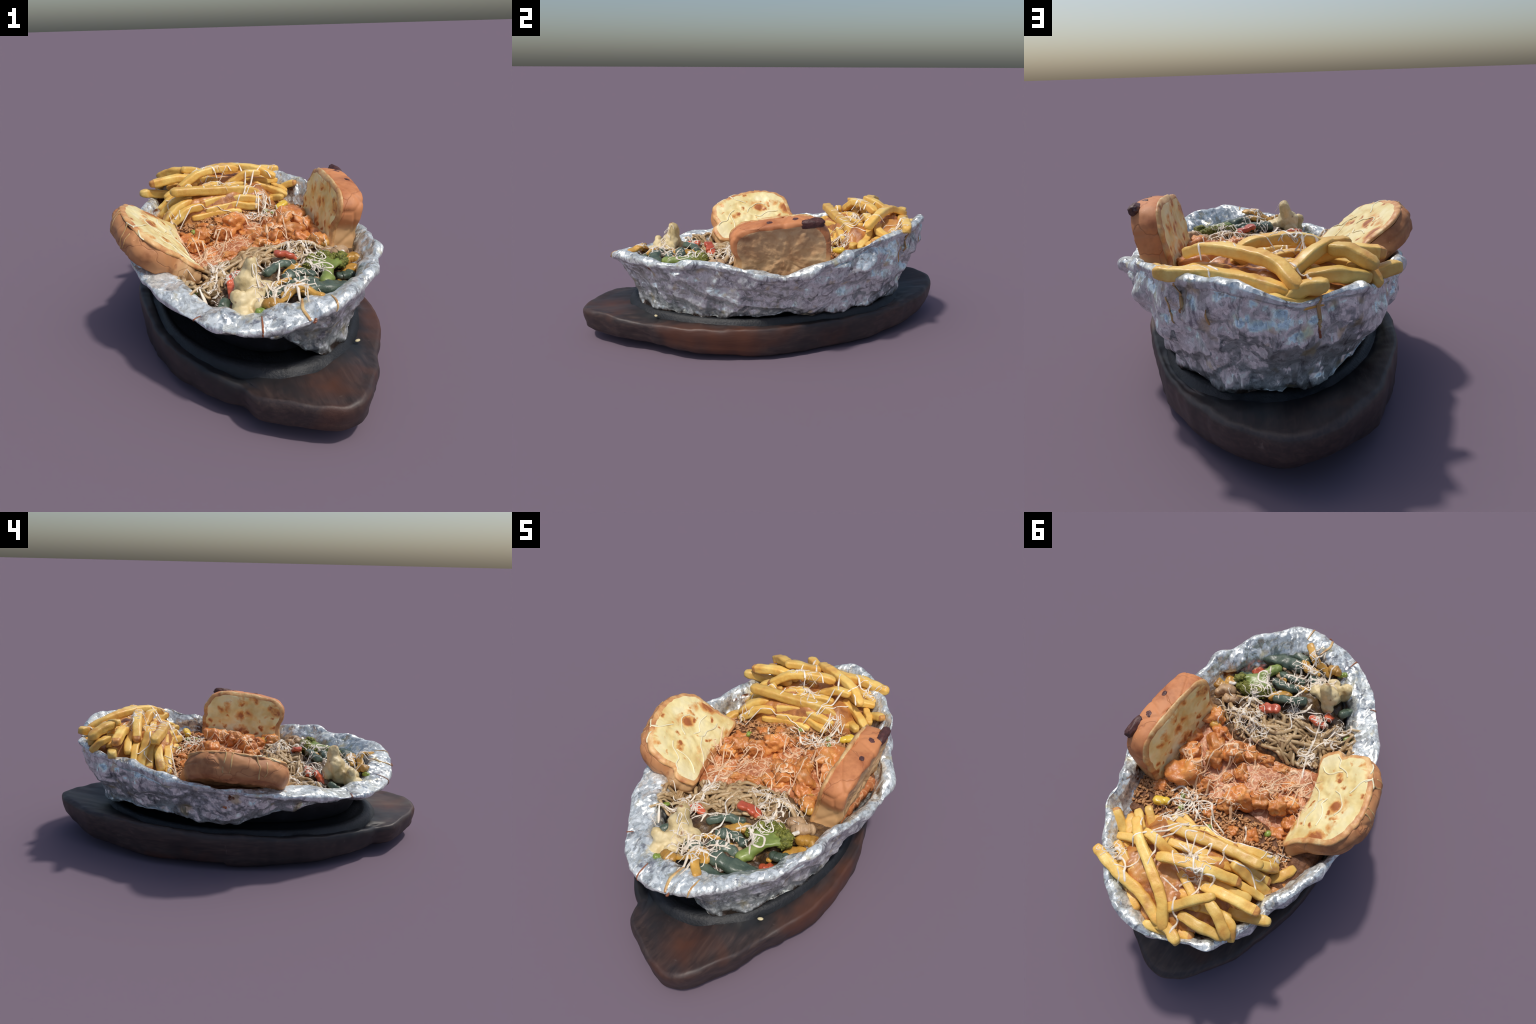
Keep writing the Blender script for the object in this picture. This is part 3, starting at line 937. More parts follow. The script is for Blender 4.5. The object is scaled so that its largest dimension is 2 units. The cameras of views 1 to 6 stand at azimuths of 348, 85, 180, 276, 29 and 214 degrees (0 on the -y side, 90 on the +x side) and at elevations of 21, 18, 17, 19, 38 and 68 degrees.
# ------------------------------------------------------------------ french fries (surface line of each fry; half width)
FRY = [
    ([(.325, .704, .622), (.218, .727, .622), (.057, .757, .606), (-.060, .806, .582)], .027),
    ([(.266, .512, .626), (.187, .567, .655), (.069, .649, .662), (-.031, .730, .642), (-.096, .812, .602)], .025),
    ([(-.169, .828, .606), (-.104, .799, .588), (-.033, .816, .54)], .026),
    ([(.070, .588, .662), (.006, .566, .676), (-.125, .534, .668), (-.250, .507, .602)], .027),
    ([(-.284, .393, .611), (-.124, .415, .603), (.007, .428, .590), (.120, .455, .572), (.220, .462, .520)], .027),
    ([(-.210, .606, .670), (-.145, .661, .648), (-.059, .736, .605)], .024),
    ([(-.140, .596, .612), (-.255, .573, .636), (-.383, .561, .618)], .026),
    ([(-.429, .567, .570), (-.315, .611, .545), (-.229, .622, .50)], .025),
    ([(-.194, .451, .615), (-.258, .455, .565), (-.360, .455, .468)], .026),
    ([(-.199, .433, .560), (-.259, .424, .530), (-.336, .410, .468)], .023),
    ([(-.203, .406, .550), (-.277, .383, .525), (-.340, .352, .472)], .025),
    ([(-.152, .365, .530), (-.226, .339, .520), (-.322, .316, .452)], .022),
    ([(-.342, .391, .425), (-.370, .344, .442), (-.400, .305, .430)], .024),
    ([(-.132, .735, .600), (-.204, .737, .607), (-.305, .720, .592)], .025),
    ([(-.210, .635, .660), (-.267, .661, .657), (-.331, .712, .626)], .026),
    ([(-.272, .635, .600), (-.322, .660, .598), (-.348, .706, .560)], .022),
    ([(.180, .540, .645), (.119, .541, .640), (.054, .553, .605), (-.031, .557, .55)], .026),
    ([(.378, .523, .575), (.332, .550, .555), (.277, .585, .50)], .024),
    ([(.254, .628, .565), (.228, .598, .535)], .020),
    ([(.180, .690, .572), (.104, .678, .565), (-.057, .667, .572)], .024),
    ([(.011, .700, .578), (-.055, .672, .582), (-.128, .644, .580)], .022),
    ([(-.045, .517, .600), (-.115, .475, .592), (-.213, .459, .540)], .024),
    ([(.103, .511, .585), (.011, .495, .590), (-.083, .466, .575)], .022),
    ([(.150, .410, .530), (.082, .400, .545), (-.022, .413, .550), (-.15, .385, .54)], .025),
    ([(.242, .662, .575), (.174, .635, .54)], .022),
    ([(-.261, .523, .44), (-.337, .485, .425), (-.363, .433, .41)], .022),
    ([(-.126, .757, .56), (-.147, .785, .52)], .022),
    ([(-.039, .771, .56), (-.088, .714, .595)], .022),
    ([(.288, .432, .525), (.26, .45, .52), (.22, .49, .50)], .022),
    ([(.30, .60, .575), (.22, .58, .59), (.12, .61, .585)], .022),
    ([(-.10, .70, .575), (-.19, .67, .58), (-.29, .64, .57)], .021),
    ([(-.02, .84, .57), (-.10, .82, .55), (-.2, .775, .555)], .021),
    ([(.14, .76, .575), (.05, .80, .578)], .022),
    ([(.13, .62, .575), (.10, .70, .585), (.03, .755, .572)], .021),
    ([(.24, .70, .57), (.15, .655, .585), (.08, .60, .575)], .020),
    ([(-.19, .50, .575), (-.27, .505, .56), (-.35, .49, .50)], .020),
    ([(-.02, .60, .60), (-.09, .63, .605), (-.16, .68, .59)], .020),
    ([(.14, .385, .505), (.02, .395, .515), (-.12, .37, .505)], .024),
    ([(.20, .43, .515), (.08, .42, .53), (-.06, .40, .52)], .022),
    ([(.05, .365, .480), (-.08, .375, .485), (-.20, .355, .475)], .021),
    ([(.24, .455, .515), (.17, .425, .505)], .022),
    ([(.290, .625, .575), (.22, .66, .585), (.13, .70, .585)], .022),
    ([(.265, .690, .575), (.19, .72, .578), (.13, .75, .57)], .021),
    ([(.31, .47, .525), (.24, .52, .555), (.16, .555, .578)], .022),
    ([(.330, .50, .535), (.28, .56, .555)], .020),
    ([(-.16, .54, .60), (-.24, .55, .585), (-.32, .53, .55)], .022),
]
for i, (pts, r) in enumerate(FRY):
    r *= .92
    fr = random.Random(500 + i)
    pts = [(x + fr.gauss(0, .004), y + fr.gauss(0, .004), z) for x, y, z in pts]
    P = np.array(pts, float)
    P[:, 2] -= r * .8
    ln = np.linalg.norm(np.diff(P, axis=0), axis=1).sum()
    C = catmull(P, max(10, int(ln / .010)))
    rr = r * (1 + .10 * np.array([noise.noise(Vector((i * 3.1, t * 4, 0))) for t in np.linspace(0, 1, len(C))]))
    C[:, 0] += .006 * np.array([noise.noise(Vector((t * 3.5, i * 1.7, 4))) for t in np.linspace(0, 1, len(C))])
    C[:, 2] += .005 * np.array([noise.noise(Vector((t * 3.5, i * 2.3, 9))) for t in np.linspace(0, 1, len(C))])
    rr[0] *= .85
    rr[-1] *= .85
    v, f = tube(C, rr, 20, 1.0, fr.uniform(.82, 1.0), .16, i * 2.7)
    # the cut end of some fries is browned
    b0, b1 = fr.choice((0, 0, 0, 3)), fr.choice((0, 0, 0, 4))
    m = len(C) + 6
    idx = [1 if (k // 20 < b0 or k // 20 > m - 2 - b1) else 0 for k in range(20 * (m - 1))] + [int(b0 > 0), int(b1 > 0)]
    FOOD.append(make("french_fry", v, f, [M_fry, M_fry_end], FRIES, idx))

# ------------------------------------------------------------------ chicken chunks: centre, size, rotation, boxiness
CHUNK = [((.315, -.132, .440), (.048, .040, .042), (.1, .3, .4), .5), ((.262, .190, .450), (.080, .062, .060), (.2, .1, .5), .3), ((.215, .005, .450), (.072, .038, .045), (.1, .1, -.9), .4),
         ((.185, .062, .475), (.038, .034, .044), (.2, .2, .2), .5), ((.305, .085, .445), (.048, .050, .045), (.3, .1, .2), .4), ((.130, -.012, .462), (.050, .040, .044), (.1, .2, .7), .5),
         ((.050, .045, .425), (.034, .045, .030), (.2, .2, .5), .3), ((-.022, .165, .470), (.055, .045, .050), (.2, .3, .6), .6), ((-.095, .115, .440), (.055, .040, .038), (.1, .2, .5), .4),
         ((.010, .215, .455), (.040, .035, .035), (.1, .2, .2), .5), ((-.188, .100, .446), (.040, .034, .036), (.3, .2, .8), .7), ((0., -.082, .405), (.048, .030, .032), (.3, .1, .3), .5),
         ((.070, -.060, .425), (.040, .035, .032), (.1, .3, .3), .4), ((.245, -.075, .440), (.045, .034, .038), (.1, .4, -.6), .4), ((-.225, .055, .420), (.045, .030, .03), (.2, .1, .4), .4),
         ((-.09, -.075, .392), (.038, .026, .025), (.1, .2, .6), .3), ((.09, .10, .428), (.032, .028, .026), (.1, .2, .6), .3), ((.36, .0, .425), (.04, .05, .04), (.1, .2, .6), .3),
         ((.155, .185, .445), (.036, .03, .03), (.1, .2, .9), .3), ((-.27, .13, .405), (.035, .03, .03), (.4, .2, .9), .4), ((.31, .24, .43), (.045, .035, .03), (.1, .2, .9), .3),
         ((-.17, -.02, .395), (.03, .036, .022), (.4, .2, .3), .3), ((.02, .11, .422), (.026, .03, .022), (.4, .2, .3), .3), ((-.25, .20, .40), (.04, .03, .025), (.4, .2, .3), .4), ((-.07, .30, .44), (.03, .025, .02), (.4, .2, .3), .4), ((.06, .28, .452), (.03, .024, .02), (.4, .2, 1.3), .4), ((-.16, .27, .43), (.034, .026, .022), (.4, .2, 2.3), .4),
         ((.33, .30, .445), (.036, .03, .024), (.1, .2, .3), .4), ((.22, .31, .455), (.026, .022, .018), (.1, .2, .3), .4), ((.12, -.06, .425), (.03, .03, .024), (.2, .1, .3), .4), ((-.05, .03, .415), (.028, .03, .018), (.2, .1, .9), .4), ((-.13, .06, .405), (.03, .024, .02), (.2, .1, .9), .4)]
for i, (c, s, r, bx) in enumerate(CHUNK):
    s = tuple(1.10 * k for k in s)
    v, f = lump(c, s, r, .42, 1.6, 4, i * 3.3 + 1, bx)
    FOOD.append(make("chicken_chunk", v, f, M_chick, CURRY))

# ------------------------------------------------------------------ rice grains, corn, peas
tree = bvh_of([beds["rice"], beds["sauce"]])
parts = []
rr = random.Random(3)
rice_poly = [(-.34, .19), (-.1, .215), (.1, .235), (.3, .24), (.47, .25), (.46, .42), (.25, .42), (.0, .385), (-.2, .35), (-.38, .33)]
k = 0
while k < 850:
    x, y = rr.uniform(-.4, .48), rr.uniform(.18, .44)
    if not inside(x, y, rice_poly):
        continue
    z = drop(tree, x, y)
    a, t = rr.uniform(0, 6.28), rr.uniform(-.5, .5)
    L = rr.uniform(.010, .020)
    v, f = lump((x, y, z + .003 + rr.uniform(0, .006)), (L, .0056, .0048), (0, t, a), .05, 1, 1, k)
    parts.append((v, f))
    k += 1
o = make("rice_grains", *merge(parts), M_rice, RICE)
o["kind"] = "stuff"
FOOD.append(o)
for (x, y, z, s) in ((.278, .366, .485, 1.0), (.255, .352, .478, .8)):
    v, f = lump((x, y, z), (.030 * s, .024 * s, .018), (.2, -.3, .5), .12, 1.2, 3, x * 9, .3)
    FOOD.append(make("corn_kernel", v, f, M_corn, RICE))
for (x, y, s) in ((.18, .335, .017), (-.215, .225, .018), (.02, .345, .015), (.205, .29, .015)):
    v, f = lump((x, y, drop(tree, x, y) + .004), (s, s * .85, s * .8), (0, 0, x * 9), .1, 1, 3, 2.0)
    FOOD.append(make("green_pea", v, f, M_green, RICE))

# ------------------------------------------------------------------ noodles
tree = bvh_of([beds["nood"], beds["veg"], beds["sauce"]])
nood_poly = [(.40, -.15), (.27, -.15), (.17, -.11), (.09, -.125), (-.03, -.125), (-.12, -.13), (-.24, -.18), (-.36, -.30), (-.33, -.47), (-.17, -.42), (-.08, -.36), (.05, -.33), (.16, -.33), (.28, -.32), (.42, -.33)]
rr = random.Random(5)
k = tries = 0
while k < 120 and tries < 4000:
    tries += 1
    x, y = rr.uniform(-.36, .42), rr.uniform(-.46, -.10)
    if not inside(x, y, nood_poly):
        continue
    a = math.radians(rr.gauss(165, 60))
    L = rr.uniform(.10, .26)
    curl = rr.uniform(-12, 12)
    n = 12
    pts = []
    px, py, lift = x, y, rr.uniform(.0, .012)
    for s in range(n):
        if not inside(px, py, nood_poly):
            break
        pts.append((px, py, drop(tree, px, py, .40) + .004 + lift + .010 * math.sin(s * .8 + k)))
        a += curl * L / n + rr.gauss(0, .10)
        px += math.cos(a) * L / n
        py += math.sin(a) * L / n
    if len(pts) < 5:
        continue
    P = np.array(pts)
    P[1:-1, 2] = (P[:-2, 2] + P[1:-1, 2] + P[2:, 2]) / 3
    v, f = tube(catmull(P, len(pts) * 3), rr.uniform(.0055, .0105), 8, .2, .85, .3, k)
    FOOD.append(make("noodle", v, f, M_noodle, NOOD))
    k += 1
# a few broad looped noodles at the crest
for pts in ([(-.03, -.27, .432), (.0, -.22, .455), (.05, -.205, .465), (.10, -.24, .452), (.12, -.30, .432)], [(.14, -.26, .455), (.19, -.215, .480), (.25, -.21, .470), (.30, -.24, .440), (.33, -.29, .425)],
            [(.02, -.25, .450), (.09, -.205, .465), (.17, -.20, .478), (.26, -.19, .455)], [(-.16, -.18, .395), (-.10, -.20, .42), (-.02, -.22, .443), (.04, -.25, .443)],
            [(-.25, -.32, .37), (-.17, -.27, .402), (-.08, -.23, .428), (-.01, -.20, .44)], [(-.22, -.40, .375), (-.16, -.33, .402), (-.08, -.33, .415), (-.02, -.29, .425)]):
    v, f = tube(catmull(pts, 26), .010, 8, .2, .8, .12, pts[0][0])
    FOOD.append(make("noodle", v, f, M_noodle, NOOD))

# ------------------------------------------------------------------ vegetables


def stick(name, pts, r, mat, flat=1.0, square=.2, parent=VEG, rough=.30):
    C = catmull(pts, max(14, int(len(pts) * 9)))
    q = random.Random(round(pts[0][0] * 1000 + pts[0][1] * 77))
    C = C + np.array([[.005 * noise.noise(Vector((t * 4, k * 9, pts[0][0] * 40))) for k in range(3)] for t in np.linspace(0, 1, len(C))])
    tw = Vector((q.gauss(0, .35), q.gauss(0, .35), 1))
    rad = r * np.array([.82 + .3 * abs(noise.noise(Vector((t * 3.3, pts[0][1] * 30, 1)))) for t in np.linspace(0, 1, len(C))])
    v, f = tube(C, rad, 20, min(1, square + .35), flat, rough, pts[0][0] * 7, tw)
    o = make(name, v, f, mat, parent)
    FOOD.append(o)
    return o


stick("courgette_stick", [(.115, -.595, .436), (.20, -.588, .424), (.300, -.568, .404)], .036, M_zuc, .8)
stick("courgette_stick", [(.10, -.655, .418), (.16, -.662, .412), (.225, -.650, .400)], .030, M_zuc, .8)
stick("courgette_stick", [(.06, -.530, .425), (.13, -.520, .428), (.19, -.525, .405)], .026, M_zuc, .7)
stick("courgette_stick", [(-.010, -.436, .446), (.05, -.395, .462), (.115, -.372, .452)], .024, M_zuc, .8)
stick("courgette_stick", [(-.19, -.50, .372), (-.22, -.56, .352)], .028, M_zuc, .8)
stick("red_pepper_piece", [(.072, -.312, .478), (.11, -.303, .466), (.158, -.294, .430)], .027, M_red, .55, .5)
stick("red_pepper_piece", [(-.085, -.385, .424), (-.12, -.380, .428), (-.150, -.385, .412)], .022, M_red, .6, .5)
stick("red_pepper_piece", [(-.148, -.425, .420), (-.150, -.452, .385), (-.150, -.475, .350)], .024, M_red, .6, .5)
stick("red_pepper_piece", [(.29, -.505, .385), (.315, -.475, .382)], .020, M_red, .6, .5)
stick("yellow_pepper_piece", [(.080, -.440, .424), (.115, -.405, .442), (.150, -.380, .432)], .028, M_yel, .6, .3)
stick("yellow_pepper_piece", [(-.03, -.652, .412), (.02, -.655, .440), (.07, -.660, .472), (.125, -.722, .462)], .022, M_yel, .5, .4)
stick("yellow_pepper_piece", [(.02, -.615, .430), (.07, -.60, .448), (.10, -.63, .440)], .026, M_yel, .6, .3)
stick("yellow_pepper_piece", [(-.025, -.675, .428), (-.062, -.677, .430)], .026, M_yel, .8, .3)
stick("yellow_pepper_piece", [(.36, -.315, .420), (.41, -.305, .425), (.445, -.325, .40)], .030, M_yel, .8, .3)
stick("yellow_pepper_piece", [(.34, -.395, .385), (.39, -.365, .395), (.425, -.35, .38)], .030, M_yel, .8, .3)
stick("yellow_pepper_piece", [(.02, -.50, .425), (.07, -.485, .43)], .022, M_yel, .7, .3)
stick("green_bean_piece", [(-.075, -.675, .405), (-.100, -.692, .412)], .016, M_green, .9, 0)
stick("green_bean_piece", [(-.275, -.385, .385), (-.305, -.425, .385), (-.31, -.46, .372)], .014, M_green, .7, 0)
stick("courgette_stick", [(.06, -.475, .440), (.125, -.455, .442), (.175, -.465, .43)], .024, M_zuc, .7)
stick("courgette_stick", [(-.03, -.565, .42), (.03, -.575, .432)], .024, M_zuc, .7)
stick("courgette_stick", [(.30, -.44, .40), (.36, -.42, .398)], .024, M_zuc, .7)
stick("mushroom_piece", [(.325, -.300, .445), (.36, -.288, .452), (.385, -.262, .44)], .030, M_mush, .8, .1, rough=.4)
stick("mushroom_piece", [(.29, -.27, .44), (.33, -.25, .442)], .026, M_mush, .8, .1, rough=.4)
stick("onion_strip", [(.275, -.392, .425), (.32, -.355, .445), (.355, -.325, .462)], .010, M_cheese, .8, .3)
stick("orange_chunk", [(.33, -.165, .445), (.305, -.13, .458), (.29, -.10, .45)], .030, M_yel, .8, .3)
for i in range(26):
    rr = random.Random(100 + i)
    x, y = rr.uniform(.12, .36), rr.uniform(-.58, -.44)
    z = idw(BEDS["vegetables"]["ctrl"], x, y) + .012
    v, f = lump((x, y, z), (.014, .011, .010), (0, 0, rr.uniform(0, 6)), .3, 2, 2, i)
    FOOD.append(make("minced_bit", v, f, M_mush if i % 3 else M_yel, VEG))

# cauliflower floret: leaning stem with knobbly curds, fused into one skin
P = [lump((-.088, -.505, .505), (.030, .034, .055), (.1, .1, 0), .1, 2, 3, 1), lump((-.100, -.52, .455), (.052, .050, .055), (0, 0, 0), .1, 2, 3, 2),
     lump((-.098, -.555, .405), (.054, .052, .06), (0, 0, .3), .16, 2.6, 3, 3), lump((-.142, -.598, .400), (.036, .034, .056), (0, .2, .3), .16, 2.6, 3, 4),
     lump((-.055, -.535, .430), (.055, .040, .032), (0, .5, .4), .12, 2, 3, 5), lump((-.020, -.530, .432), (.036, .034, .026), (0, .4, .4), .12, 2, 3, 6),
     lump((-.145, -.635, .375), (.036, .032, .034), (0, 0, 0), .12, 2, 3, 8),
     lump((-.075, -.62, .395), (.034, .030, .036), (0, 0, 0), .12, 2, 3, 9), lump((-.115, -.48, .41), (.034, .03, .04), (0, 0, 0), .12, 2, 3, 11),
     lump((-.165, -.602, .44), (.022, .022, .03), (0, 0, 0), .12, 2, 3, 12)]
CAUL = remeshed("cauliflower_floret", *merge(P), .006, M_caul, VEG, .007, 22, 6)
FOOD.append(CAUL)

# broccoli: stalk fanning into branches, with a bud crown
BR = bpy.data.objects.new("broccoli", None)
BR.location = (.24, -.45, .40)
COL.objects.link(BR)
BR.parent = VEG
BR.matrix_parent_inverse = Matrix.Translation(-VEG.location)
P = [tube(catmull([(.205, -.535, .425), (.225, -.50, .435), (.245, -.45, .438)], 14), [.026] * 4 + [.024] * 10, 14, .1)]
crown = []
BUDS = []
rr = random.Random(21)
for i in range(13):
    u = i / 12
    a = math.radians(30 + 125 * u)
    ex = (.255 + .078 * math.cos(a) * 1.1, -.435 + .088 * math.sin(a), .442 + .014 * math.sin(i * 2.1))
    P.append(tube(catmull([(.24, -.46, .436), (.5 * (.24 + ex[0]), .5 * (-.46 + ex[1]), .447), ex], 10), [.013] * 5 + [.012] * 5, 8))
    for q in range(4):
        c = (ex[0] + rr.uniform(-.014, .014), ex[1] + rr.uniform(-.006, .018), ex[2] + rr.uniform(-.012, .010))
        crown.append(lump(c, (.020, .020, .019), (0, 0, i), .3, 3, 3, i * 4 + q))
P.append(lump((.222, -.515, .43), (.034, .026, .024), (0, 0, .4), .15, 2, 3, 5))
o = remeshed("stalk", *merge(P), .005, M_stalk, VEG, .002, 40, 4)
o.parent = BR
o.matrix_parent_inverse = Matrix.Translation(-Vector((.24, -.45, .40)))
FOOD.append(o)
for i in range(420):
    c0 = crown[rr.randrange(len(crown))][0]
    p = c0[rr.randrange(len(c0))]
    crown_b = lump((p[0], p[1], p[2]), (.0042, .0042, .0042), (0, 0, 0), .1, 2, 1, i)
    crown.append(crown_b) if i < 0 else BUDS.append(crown_b)
V, F = merge(crown)
V = np.array(V)
o = make("bud_crown", V, F, M_broc, VEG)
o.parent = BR
o.matrix_parent_inverse = Matrix.Translation(-Vector((.24, -.45, .40)))
for v in o.data.vertices:
    v.co += v.normal * .004 * noise.noise(v.co * 110)
FOOD.append(o)
o = make("flower_buds", *merge(BUDS), M_bud, VEG)
o.parent = BR
o.matrix_parent_inverse = Matrix.Translation(-Vector((.24, -.45, .40)))
o["kind"] = "stuff"
FOOD.append(o)

# ------------------------------------------------------------------ bread slices


def bread(name, label, outline, origin, U, Vv, W, thick, crust, back_mat, back_lift, drip_seed, notch, swell, melt, sag=0.0):
    """Slice lofted through its thickness. U along the slice, Vv up, W out of the cheese face."""
    top = thing(name, origin, label, "garlic bread")
    U, Vv, W = (np.array(a, float) for a in (U, Vv, W))
    W /= np.linalg.norm(W)
    O = np.array(origin, float)
    n = 200
    C = catmull(outline, n, True) * .985
    if ((C[:, 0] * np.roll(C[:, 1], -1)) - (np.roll(C[:, 0], -1) * C[:, 1])).sum() < 0:
        C = C[::-1]
    cen = C.mean(0)

    def P(c2, w):
        c2 = np.asarray(c2)
        w = np.asarray(w) - sag * np.clip((-.045 - c2[:, 1]) / .12, 0, 1.5) ** 2 * np.interp(c2[:, 0], [-.26, -.2, -.1, 0, .1, .2], [.05, .2, .75, 1, .8, .7])
        return O + c2[:, :1] * U + c2[:, 1:2] * Vv + np.asarray(w).reshape(-1, 1) * W
    rows, tag = [], []
    # rim from the cheese side (w=0) round to the back, then the back face inwards
    prof = [(-.030, -.014, 0), (-.012, -.012, 0), (-.002, -.007, 0)] + [(swell * math.sin(math.pi * (.08 + .92 * t)), -.010 - (thick - .024) * t, 0) for t in np.linspace(0, 1, 22)] + [(-.005, -thick + .005, 0), (-.014, -thick, 0)]
    off_dir = C - cen
    L = np.linalg.norm(off_dir, axis=1)[:, None]
    off_dir = off_dir / L
    for o_, w_, _ in prof:
        c2 = C + off_dir * o_
        q = c2.copy()
        q[:, 1] += back_lift * (-w_ / thick) * np.clip((c2[:, 1] + .05) / .15, 0, 1)
        rows.append(P(q, np.full(n, w_)))
        tag.append(0)
    for s in np.linspace(.93, .06, 22):
        c2 = cen + (C + off_dir * -.014 - cen) * s
        q = c2.copy()
        q[:, 1] += back_lift * np.clip((c2[:, 1] + .05) / .15, 0, 1)
        rows.append(P(q, np.full(n, -thick)))
        tag.append(1)
    G = np.stack(rows, 0)
    m = len(rows)
    du = np.gradient(G, axis=0)
    dv = np.roll(G, -1, 1) - np.roll(G, 1, 1)
    nn = np.cross(dv, du)
    nn /= np.linalg.norm(nn, axis=2)[:, :, None] + 1e-9
    if (nn[10] * (G[10] - G[10].mean(0))).sum() < 0:
        nn = -nn
    for r in range(m):
        for j in range(n):
            p = G[r, j].copy()
            if tag[r] == 0:
                d = .55 * swell * fbm(p, 7, 2, drip_seed) + .005 * fbm(p, 6, 2, drip_seed) + .0015 * fbm(p, 30, 2, 1.) - .004
                dd, _ = noise.voronoi(Vector((p[0] * 5 + drip_seed, p[1] * 5, p[2] * 5)))
                d -= .005 * max(0, 1 - (dd[1] - dd[0]) / .07)
                G[r, j] = p + nn[r, j] * d
            else:
                e = min(1, (r - len(prof)) / 4)
                G[r, j] = p + nn[r, j] * (.010 * fbm(p, 14, 3, drip_seed) - .006 * e + .003 * fbm(p, 50, 2, 1.) * e)
    V = G.reshape(-1, 3)
    F, idx = [], []
    for r in range(m - 1):
        for j in range(n):
            a, b = r * n + j, r * n + (j + 1) % n
            F.append((a, b, b + n, a + n))
            idx.append(tag[r])
    F.append(tuple((m - 1) * n + j for j in range(n)))
    idx.append(1)
    F.append(tuple(range(n))[::-1])
    idx.append(0)
    make("bread", V, F, [crust, back_mat], top, idx)
    # cheese skin: wavy melted edge, domed and lumpy
    rows = []
    wav = np.array([.006 * fbm((math.cos(t) * 2, math.sin(t) * 2, drip_seed), 2.5, 3) for t in np.linspace(0, 2 * math.pi, n, endpoint=False)])
    for o_, w_ in ((-.008, -.018), (.004, -.009), (-.001, -.001), (-.013, .003), (-.022, .005)):
        rows.append(P(C + off_dir * (o_ + wav[:, None]), np.full(n, w_) + wav * .5))
    for s in np.linspace(.93, .03, 34):
        rows.append(P(cen + (C + off_dir * (-.022 + wav[:, None]) - cen) * s, np.full(n, .005)))
    G = np.stack(rows, 0)
    m = len(rows)
    for r in range(2, m):
        for j in range(n):
            p = G[r, j]
            G[r, j] = p + W * ((.009 * fbm(p, 7, 3, drip_seed + 3) + .004 * fbm(p, 26, 2, drip_seed)) * min(1, (r - 1) / 4))
    V = G.reshape(-1, 3)
    F = [(r * n + j, r * n + (j + 1) % n, (r + 1) * n + (j + 1) % n, (r + 1) * n + j) for r in range(m - 1) for j in range(n)]
    F.append(tuple((m - 1) * n + j for j in range(n)))
    ch = make("cheese_topping", V, F, [melt, M_toasted], top, [1 if k < 4 * n else 0 for k in range(len(F))])
    return top, ch, P


LEFT_OUT = [(-.290, -.130), (-.266, -.190), (-.218, -.216), (-.095, -.190), (.060, -.165), (.175, -.150), (.246, -.125), (.212, -.060), (.190, .035), (.170, .110), (.115, .158), (.045, .182),
            (-.040, .178), (-.115, .160), (-.190, .128), (-.252, .085), (-.286, .030), (-.288, -.030), (-.262, -.090)]
RIGHT_OUT = [(-.185, -.180), (-.190, -.120), (-.184, -.050), (-.206, .000), (-.203, .060), (-.160, .104), (-.090, .122), (.020, .138), (.120, .146), (.205, .136), (.250, .108), (.280, .050), (.288, -.050),
             (.292, -.120), (.285, -.180), (.050, -.185)]
crustL = crust_mat("crust_left", (196, 136, 88), (150, 90, 52), (216, 172, 122), -.03, .03, (-.825, 0, .565))
crustR = crust_mat("crust_right", (208, 136, 86), (170, 100, 58), (206, 160, 108), .515, .55, (0, 0, 1))
# shift of the dot product for the left slice: notch lies at v = -.09 about its origin
for nd in crustL.node_tree.nodes:
    if nd.type == 'MAP_RANGE':
        c0 = -.825 * -.400 + .565 * .5400 - .09
        nd.inputs["From Min"].default_value = c0 - .015
        nd.inputs["From Max"].default_value = c0 + .03
BL, CHL, PL = bread("garlic_bread_slice", "thick bread slice topped with browned melted cheese, leaning", LEFT_OUT, (-.400, 0, .5400), (0, 1, 0), (-.825, 0, .565), (.565, 0, .825), .118, crustL, crustL, 0.0, 2.0, 0, .020, M_melt, .040)
BR_, CHR, PR = bread("garlic_bread_slice", "upright bread slice with cheese face and toasted back", RIGHT_OUT, (.376, 0, .57), (0, 1, 0), (.196, 0, .98), (-.98, 0, .196), .115, crustR, M_crumb, .014, 9.0, 0, .006, M_melt_b)
# burnt crust blister and two dark pits on the upright slice
for c, s, r in (((.496, .178, .688), (.024, .066, .027), (.1, .5, .05)), ((.474, .105, .703), (.018, .020, .007), (0, .2, .3)), ((.482, -.02, .692), (.012, .016, .006), (0, .2, .3))):
    v, f = lump(c, s, r, .16, 1.6, 4, c[1] * 20, .25)
    make("burnt_blister", v, f, M_burnt, BR_)
breads = [o for o in bpy.data.objects if o.type == 'MESH' and o.parent in (BL, BR_)]

# ------------------------------------------------------------------ shredded cheese
CH = thing("shredded_cheese", (0, 0, .45), "melted white cheese shreds draped over the food", "shredded cheese")
tree = bvh_of(FOOD + [FOIL] + breads)
sr = random.Random(17)


